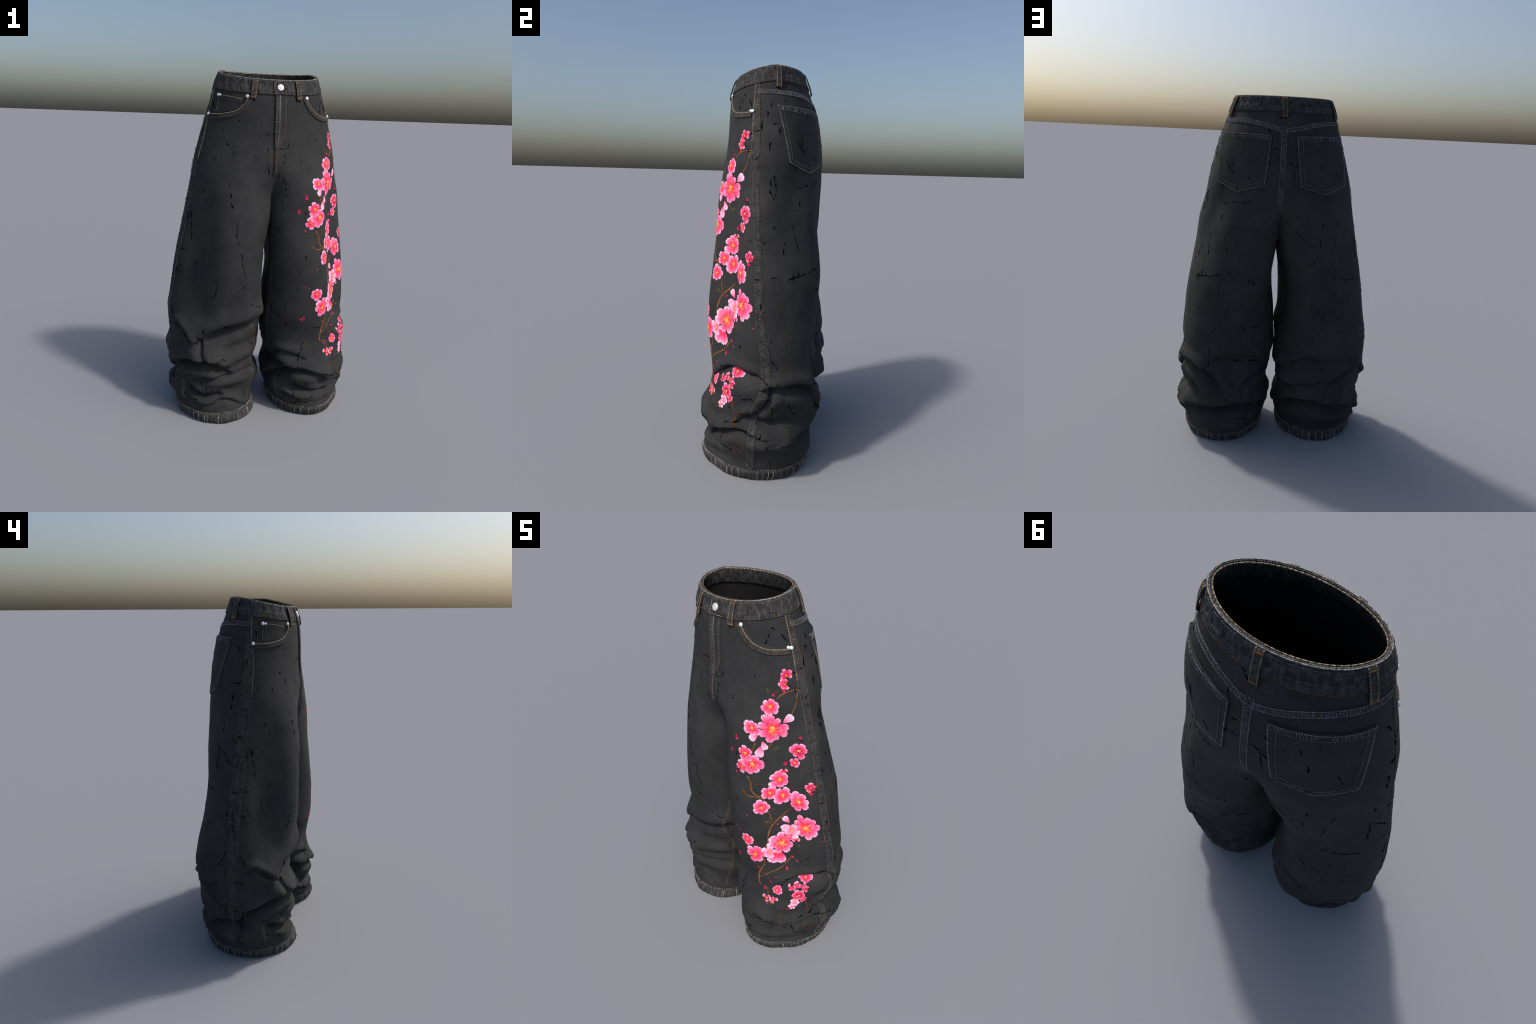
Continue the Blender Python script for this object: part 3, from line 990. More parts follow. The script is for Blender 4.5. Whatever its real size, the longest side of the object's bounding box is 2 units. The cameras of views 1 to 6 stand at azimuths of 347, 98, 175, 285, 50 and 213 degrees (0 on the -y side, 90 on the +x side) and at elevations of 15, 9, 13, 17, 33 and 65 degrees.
zs = np.linspace(1.84, 1.40, 44)
q, nn = facing(np.interp(zs, [1.4, 1.84], [.004, -.006]), zs, 1)
ribbon(B, q, nn, .032, .0028, 0)
stitches(B, q, nn, shift=.013, base=.0022, mat=1, width=.0028)
stitches(B, q, nn, shift=-.013, base=.0022, mat=1, width=.0028)
stitches(B, q, nn, shift=-.004, base=.0026, mat=2, width=.0016)
ticks(B, q, nn, -.009, .009, .012, .004, base=.0026, height=.0008, mat=2, skip=.3)
B.object("seat_seam", [DENIM_SEAM, STITCH_ASH, STITCH_BLUE], jeans, stuff=True)

for side in SIGN:
    top = [(21, 1.799), (45, 1.799), (67, 1.798), (90, 1.796), (113, 1.793)]
    bot = [(36, 1.535), (58, 1.509), (80, 1.486), (97, 1.506), (113, 1.526)]
    B = Build()
    patch(B, side, top, bot, 45, 34, .0055, 0, lip=.0025)
    o = B.object("back_pocket", [DENIM], jeans)
    tp, bt = np.array(top, float), np.array(bot, float)

    def uv(u, v):
        k = np.linspace(0, 1, 5)
        a = np.stack([np.interp(u, k, tp[:, 0]), np.interp(u, k, tp[:, 1])], -1)
        c = np.stack([np.interp(u, k, bt[:, 0]), np.interp(u, k, bt[:, 1])], -1)
        return a * (1 - np.asarray(v)[..., None]) + c * np.asarray(v)[..., None]

    B = Build()
    one = np.linspace(0, 1, 9)
    for ins, m, w, mat in ((.012, .012, .0036, 0), (.075, .085, .0022, 1)):
        e = np.concatenate([uv(np.full(9, ins), one * (1 - m)), uv(ins + (1 - 2 * ins) * one, np.full(9, 1 - m))[1:], uv(np.full(9, 1 - ins), (1 - m) * one[::-1])[1:]])
        p, n = laid(side, e, .006, straight=True)
        stitches(B, p, n, base=.006, mat=mat, width=w)
        if mat == 0:
            ticks(B, p, n, -.013, -.005, .0125, .0035, base=.006, height=.0008, mat=2, skip=.3) if SIGN[side] < 0 else ticks(B, p, n, .005, .013, .0125, .0035, base=.006, height=.0008, mat=2, skip=.3)
    for v, w, mat in ((.014, .0030, 0), (.085, .0022, 1)):
        p, n = laid(side, uv(.01 + .98 * one, np.full(9, v)), .006, straight=True)
        stitches(B, p, n, base=.0068 if v > .05 else .0082, mat=mat, width=w)
    p, n = laid(side, uv(.06 + .88 * one, np.full(9, .05)), .006, straight=True)
    ticks(B, p, n, -.008, .008, .0105, .004, base=.0075, height=.001, mat=3, skip=.12)
    p, n = laid(side, uv(.1 + .8 * one, np.full(9, .93)), .006, straight=True)
    ticks(B, p, n, -.012, .010, .0125, .0045, base=.006, height=.0008, mat=2, skip=.2)
    B.object("back_pocket_stitching", [STITCH_ASH, STITCH_GREY, TICK_DIM, TICK_BLUE], o, stuff=True)

# ---------------------------------------------------------------- hems
HEM = noisy("hem_denim", srgb(34, 34, 35), srgb(62, 62, 62), 60, stretch=(1, 1, .4), bump=.3, bump_scale=500)
for side in SIGN:
    th = np.linspace(-math.pi, math.pi, 181)[:-1]
    ring = []
    for z, off in ((.054, -.001), (.054, .002), (.050, .0045), (.041, .0065), (.030, .0075), (.018, .0065), (.009, .004), (.003, .0), (.001, -.006), (.006, -.012), (.03, -.012)):
        p, _, _, n, _, _ = framed(side, th, np.full(th.shape, max(z, .012)))
        n[:, 2] = 0
        n /= np.linalg.norm(n, axis=1, keepdims=True)
        q = p + n * off
        q[:, 2] = np.where(z < .012, z, q[:, 2])
        ring.append(q)
    B = Build()
    B.grid(np.array(ring), 0, close_v=True, flip=side == "left")
    o = B.object("hem", [HEM], jeans)
    B = Build()
    full = np.linspace(-math.pi, math.pi, 181)
    for z, off in ((.0485, .0048),):
        p, _, _, n, _, _ = framed(side, full, np.full(full.shape, z))
        stitches(B, p, n, base=off, mat=0, width=.0024)
    p, _, _, n, _, _ = framed(side, full, np.full(full.shape, .0575))
    s = 1 if side == "left" else -1
    lo, hi = (-.006, .005)
    ticks(B, p, n, lo, hi, .0052, .0030, base=.001, height=.0016, mat=1, skip=.1)
    # worn ridges down the band, following its rounded profile
    prof = np.array(ring)[2:8]
    mid_ring = prof.mean(1, keepdims=True)
    k5 = np.linspace(0, len(prof) - 1, 9)
    pos = 0.0
    while pos < 180:
        i = int(pos) % 180
        w = RNG.uniform(.0042, .0078)
        line = np.stack([np.interp(k5, np.arange(len(prof)), prof[:, i, c]) for c in range(3)], -1)
        along = np.array(ring)[4, (i + 1) % 180] - np.array(ring)[4, i - 1]
        along[2] = 0
        along /= np.linalg.norm(along)
        outw = line - mid_ring[3, 0]
        outw[:, 2] = 0
        outw /= np.linalg.norm(outw, axis=1, keepdims=True)
        line = line + along * (RNG.uniform(.002, .006) * np.sin(np.linspace(0, math.pi, 9)))[:, None]
        ww = w * np.array([.5, 1, .8, .65, .7, .6, .8, 1, .5])
        g = np.stack([line - along * (ww / 2)[:, None] - outw * .001, line - along * (ww / 4)[:, None] + outw * .0018,
                      line + along * (ww / 4)[:, None] + outw * .0018, line + along * (ww / 2)[:, None] - outw * .001], 1)
        B.grid(g, 1 if RNG.random() < .5 else 2)
        pos += RNG.uniform(2.6, 4.6) if RNG.random() < .85 else 1.1
    B.object("hem_stitching", [STITCH_ORANGE, TICK_LIGHT, TICK_DIM], o, stuff=True)

# ---------------------------------------------------------------- the blossom print on the left leg
def petal_material(name, tones, stops=(.12, .38, .66, .90, 1.08)):
    """petal colour runs from the flower's heart to its rim, along the petal's own x axis"""
    m, n, l, b = material(name, .75, .2)
    tc = n.new("ShaderNodeTexCoord")
    sx = n.new("ShaderNodeSeparateXYZ")
    l.new(tc.outputs["Object"], sx.inputs[0])
    ab = n.new("ShaderNodeMath")
    ab.operation = "ABSOLUTE"
    l.new(sx.outputs["Y"], ab.inputs[0])
    ma = n.new("ShaderNodeMath")
    ma.operation = "MULTIPLY_ADD"
    ma.inputs[1].default_value = .55
    l.new(ab.outputs[0], ma.inputs[0])
    l.new(sx.outputs["X"], ma.inputs[2])
    mp = n.new("ShaderNodeMapping")
    mp.inputs["Scale"].default_value = (2.2, 15, 1)
    l.new(tc.outputs["Object"], mp.inputs["Vector"])
    no = n.new("ShaderNodeTexNoise")
    no.inputs["Scale"].default_value, no.inputs["Detail"].default_value = 1.0, 2
    l.new(mp.outputs[0], no.inputs["Vector"])
    oi = n.new("ShaderNodeObjectInfo")
    m2 = n.new("ShaderNodeMath")
    m2.operation = "MULTIPLY_ADD"
    m2.inputs[1].default_value = .34
    l.new(no.outputs["Fac"], m2.inputs[0])
    l.new(ma.outputs[0], m2.inputs[2])
    m3 = n.new("ShaderNodeMath")
    m3.operation = "MULTIPLY_ADD"
    m3.inputs[1].default_value = .16
    l.new(oi.outputs["Random"], m3.inputs[0])
    l.new(m2.outputs[0], m3.inputs[2])
    m4 = n.new("ShaderNodeMath")
    m4.operation = "SUBTRACT"
    m4.inputs[1].default_value = .27
    l.new(m3.outputs[0], m4.inputs[0])
    cr = n.new("ShaderNodeValToRGB")
    e = cr.color_ramp.elements
    while len(e) < len(tones):
        e.new(.5)
    for i, (s, t) in enumerate(zip(stops, tones)):
        e[i].position, e[i].color = min(1, s), srgb(*t)
    l.new(m4.outputs[0], cr.inputs["Fac"])
    l.new(cr.outputs["Color"], b.inputs["Base Color"])
    return m


PETAL = petal_material("blossom_petal", [(238, 66, 58), (244, 50, 92), (250, 88, 138), (252, 146, 188), (253, 200, 222)])
PETAL_DEEP = petal_material("blossom_petal_deep", [(150, 16, 52), (205, 34, 86), (236, 72, 124), (246, 128, 168), (250, 178, 206)])
PETAL_INNER = petal_material("blossom_petal_inner", [(240, 84, 52), (244, 58, 74), (248, 70, 112), (252, 104, 150), (253, 150, 186)])
PETAL_PALE = petal_material("blossom_petal_pale", [(250, 96, 140), (253, 134, 176), (255, 170, 206), (255, 190, 218), (255, 222, 236)])
BUD = petal_material("blossom_bud", [(170, 22, 64), (222, 40, 96), (240, 70, 124), (248, 110, 156), (250, 150, 190)])
HEART = noisy("blossom_heart", srgb(250, 128, 70), srgb(255, 196, 92), 90)
STAMEN = plain("blossom_stamen", srgb(255, 150, 96), rough=.7)
BARK = noisy("printed_branch", srgb(86, 52, 26), srgb(142, 92, 44), 40)
BARK_THIN = noisy("printed_twig", srgb(70, 38, 24), srgb(106, 60, 32), 40)
LEAF = noisy("printed_leaf", srgb(58, 58, 26), srgb(92, 84, 40), 60)


def petal_outline(width, ns=9, nt=9):
    t = np.linspace(.04, 1, nt)[:, None]
    s = np.linspace(-1, 1, ns)[None]
    half = width * 1.30 * t**.85 * np.sqrt(np.maximum(0, 1 - .93 * t**3))
    x = t - .09 * np.clip(1 - np.abs(s) * 1.8, 0, 1) * np.clip((t - .6) / .4, 0, 1)**2 - .05 * s * s * t**3
    return x * np.ones_like(s), half * s


def petal(side, deg, z, r, angle, width, mat, parent, layer=0, shift=0.0, name="petal"):
    p0, right, up, n0, sa, sb = [q[0] for q in framed(side, np.radians([deg]), np.array([z]))]
    x, y = petal_outline(width)
    c, s = math.cos(angle), math.sin(angle)
    a, b = r * (x * c - y * s) + shift * c, r * (x * s + y * c) + shift * s
    th = math.radians(deg) + SIGN[side] * a / sa
    p, _, _, n, _, _ = framed(side, th, z + b / sb)
    edge = np.zeros(x.shape)
    edge[1:-1, 1:-1] = 1
    k = np.abs(np.linspace(-1, 1, x.shape[1]))[None]
    h = np.where(edge > 0, .0010 + .00025 * layer + .0009 * (1 - k) * np.linspace(.3, 1, x.shape[0])[:, None], .0005 + .0002 * layer)
    world = p + n * h[..., None]
    ax = right * c + up * s
    m3 = np.stack([ax, np.cross(n0, ax), n0], 1) * r
    local = (world - p0) @ np.linalg.inv(m3).T
    bld = Build()
    bld.grid(local, 0)
    o = bld.object(name, [mat], None)
    o.matrix_world = Matrix([list(m3[i]) + [p0[i]] for i in range(3)] + [[0, 0, 0, 1]])
    if parent:
        o.parent = parent
        o.matrix_parent_inverse = parent.matrix_world.inverted()
    return o


def blossom(side, deg, z, r, n, kind):
    mat = {"a": PETAL, "h": PETAL, "d": PETAL_DEEP, "p": PETAL_PALE}[kind]
    p0, right, up, n0, sa, sb = [q[0] for q in framed(side, np.radians([deg]), np.array([z]))]
    # heart: a low domed disc and thin stamens
    b = Build()
    k = np.arange(14) * math.tau / 14
    rr = np.array([.15, .12, .065, .01]) * r * (1.0 if kind != "d" else .8)
    rim = np.array([.0016, .0032, .0038, .0040]) + (.0012 if r > .055 else 0)
    g = p0 + rr[:, None, None] * (np.cos(k)[None, :, None] * right + np.sin(k)[None, :, None] * up) + n0 * rim[:, None, None]
    b.grid(g, 0, close_v=True)
    for i in range(16 if r > .07 else 9 if r > .04 else 6):
        a = RNG.uniform(0, math.tau)
        d = right * math.cos(a) + up * math.sin(a)
        w = np.cross(n0, d) * r * .022
        l = r * RNG.uniform(.25, .46) * (1.2 if r > .07 else 1)
        q = [p0 + n0 * rim[2] - w, p0 + n0 * rim[2] + w, p0 + d * l + w * .6 + n0 * (rim[1] - .0004), p0 + d * l - w * .6 + n0 * (rim[1] - .0004)]
        b.add(np.array(q), [(0, 1, 2, 3)], 1)
    o = b.object("cherry_blossom", [HEART, STAMEN], jeans)
    start = RNG.uniform(0, math.tau)
    spread = math.tau if kind in "ap" or n > 5 else math.radians(230)
    if kind == "h":
        start = RNG.uniform(.1, .8) * math.pi
    wide = min(.50, math.pi / n * (spread / math.tau) * 1.02 if spread < 6 else math.pi / n * .88)
    for i in range(n):
        a = start + spread * i / (n if spread > 6 else max(1, n - 1)) + RNG.uniform(-.10, .10)
        petal(side, deg, z, r * RNG.uniform(.80, 1.08), a, max(.24, wide) * RNG.uniform(.88, 1.1), mat, o, layer=i % 3)
    if r > .055:       # an inner whorl on the larger flowers
        for i in range(4):
            a = start + math.tau * (i + .5) / 4 + RNG.uniform(-.3, .3)
            petal(side, deg, z, r * RNG.uniform(.50, .64), a, .40, PETAL_INNER, o, layer=4 + i % 2)
    return o


BLOSSOMS = {
    "upper": [(-30, 1.656, .032, 5, "d"), (-34, 1.618, .030, 5, "d"), (-56, 1.516, .048, 6, "a"), (-56, 1.412, .078, 9, "a"), (-80, 1.406, .044, 6, "a"),
              (-90, 1.271, .050, 5, "a"), (-83, 1.222, .062, 6, "a"), (-96, 1.192, .036, 4, "h"), (-23, 1.293, .048, 6, "d"), (-28, 1.227, .030, 5, "a")],
    "middle": [(-45, 1.171, .026, 3, "d"), (-52, 1.131, .056, 6, "a"), (-66, 1.063, .042, 6, "a"), (-49, 1.041, .052, 6, "a"), (-75, .983, .046, 7, "a"),
               (-25, 1.011, .060, 7, "a"), (-10, 1.094, .030, 4, "d"), (-19, .864, .076, 9, "a"), (-91, .780, .040, 6, "a"), (-33, .790, .026, 3, "h"),
               (-53, .763, .082, 7, "a"), (-83, .693, .062, 6, "h"), (-37, .835, .050, 5, "p"), (-68, .712, .044, 5, "p"), (-44, .800, .034, 5, "d")],
    "lower": [(-59, .463, .034, 6, "a"), (-21, .539, .042, 6, "d"), (-31, .444, .040, 6, "d"), (-36, .389, .030, 5, "p"), (-72, .396, .028, 3, "h"),
              (-63, .393, .026, 4, "h"), (-40, .497, .022, 4, "d"), (-33, .512, .022, 4, "d"), (-23, .485, .022, 4, "d"), (-27, .415, .026, 5, "d"), (-40, .362, .020, 4, "p"), (-26, .510, .024, 4, "d"), (-37, .425, .024, 4, "d")],
}
for place, flowers in BLOSSOMS.items():
    for f in flowers:
        blossom("left", *f)

# large pale petals that hang below the big flowers: theta, z, length, direction
for deg, z, r, a in ((-74, 1.376, .050, 215), (-71, 1.321, .066, 250), (-70, 1.345, .05, 285), (-42, 1.440, .060, 35), (-36, .862, .064, 195), (-40, .880, .050, 130), (-47, .852, .026, 160),
                     (-60, .720, .085, 250), (-57, .715, .080, 285)):
    petal("left", deg, z, r, math.radians(a), .42, PETAL_PALE if r < .07 else PETAL, jeans, layer=1)

BUDS = [(-50, 1.572, .014), (-100, 1.342, .028), (-110, 1.263, .024), (-104, 1.154, .016), (-41, 1.222, .024), (-20, 1.362, .020), (-37, 1.591, .018), (-105, .828, .010),
        (-100, .814, .010), (-90, .924, .012), (-57, .881, .013), (-38, .679, .016), (-32, .655, .014), (-46, .610, .020), (-81, .598, .012), (-61, .550, .011),
        (-67, .517, .010), (-76, .459, .018), (-9, .163, .007), (-110, .629, .024), (-106, .640, .018), (-45, .345, .010), (-70, .361, .010), (-49, .854, .018),
        (7, .844, .009), (6, .817, .008), (-1, .768, .010), (-44, .361, .012), (-6, 1.088, .022), (-9, 1.061, .020)]
for deg, z, r in BUDS:
    a = RNG.uniform(0, math.tau) if r < .013 else math.radians(RNG.uniform(200, 340))
    o = petal("left", deg, z, r * 1.15, a, .36, BUD, jeans, layer=1, shift=-r * .5, name="flower_bud")
    if r > .017:
        petal("left", deg, z, r * 1.0, a + .5, .26, BUD, o, layer=2, shift=-r * .45)

TWIGS = [
    (.007, [(-90, 1.149), (-86, 1.113), (-86, 1.084), (-82, 1.056), (-74, 1.033), (-70, .999)]), (.006, [(-96, 1.061), (-89, 1.041), (-82, 1.041), (-74, 1.037)]),
    (.006, [(-68, .963), (-66, .928), (-64, .898)]), (.008, [(-37, .963), (-50, .929), (-63, .884), (-68, .836), (-70, .767)]),
    (.006, [(-38, .813), (-49, .772), (-58, .744)]), (.005, [(-39, .678), (-53, .615), (-68, .577), (-81, .528)]),
    (.009, [(-74, .633), (-81, .56), (-83, .478), (-73, .463), (-70, .415), (-66, .359)]), (.003, [(-82, .61), (-69, .533), (-62, .483)]),
    (.003, [(-84, 1.119), (-80, 1.111), (-69, 1.112)]), (.003, [(-40, 1.111), (-34, 1.093), (-29, 1.076)]),
    (.005, [(-48, 1.546), (-40, 1.572), (-25, 1.588), (-7, 1.586)]), (.005, [(-19, 1.58), (-24, 1.523), (-33, 1.468), (-40, 1.446)]),
    (.004, [(-39, 1.6), (-49, 1.575)]), (.004, [(-54, 1.476), (-52, 1.511)]), (.004, [(-100, 1.336), (-97, 1.303)]), (.004, [(-110, 1.263), (-100, 1.265)]),
    (.006, [(-77, 1.34), (-81, 1.298), (-85, 1.262)]), (.006, [(-59, 1.33), (-67, 1.302), (-74, 1.28)]), (.004, [(-19, .325), (-21, .365), (-24, .407)]),
    (.004, [(-19, .318), (-14, .355), (-8, .363)]), (.005, [(-19, .325), (-17, .284)]), (.004, [(-58, .359), (-51, .35), (-46, .321)]),
    (.004, [(-52, .31), (-55, .284), (-52, .241)]), (.003, [(-26, .264), (-21, .196), (-12, .103)]), (.003, [(-16, .159), (-9, .216), (5, .075)]),
    (.004, [(-72, .894), (-64, .894)]), (.003, [(-89, .777), (-81, .769), (-80, .754)]), (.005, [(-2, 1.101), (-11, 1.068), (-17, 1.057)]),
    (.004, [(-19, 1.205), (-20, 1.159)]), (.003, [(-19, .271), (-23, .291), (-16, .258)]), (.004, [(-86, 1.121), (-81, 1.146)]),
    (.004, [(-31, .514), (-25, .449), (-19, .325)]), (.004, [(-75, 1.0), (-73, .983)]), (.005, [(-70, .767), (-74, .7), (-74, .633)]),
    (.004, [(-60, 1.5), (-66, 1.44), (-78, 1.41)]),
]
for w, pts in TWIGS:
    p, n = laid("left", pts, .006)
    B = Build()
    ribbon(B, p, n, w * 1.3, .0009, 0, taper=(.55, .9, .75, .45))
    B.object("branch", [BARK if w > .0045 else BARK_THIN], jeans)
for deg, z, r, a in ((-25, 1.697, .016, 80), (-59, 1.298, .034, 20), (-30, .757, .024, -50), (-56, 1.576, .024, 110), (-67, .901, .024, 180), (-64, .979, .018, -60),
                     (-107, 1.25, .016, 200), (-20, 1.163, .016, -90), (-30, 1.352, .016, 60)):
    petal("left", deg, z, r, math.radians(a), .26, LEAF, jeans, name="leaf")


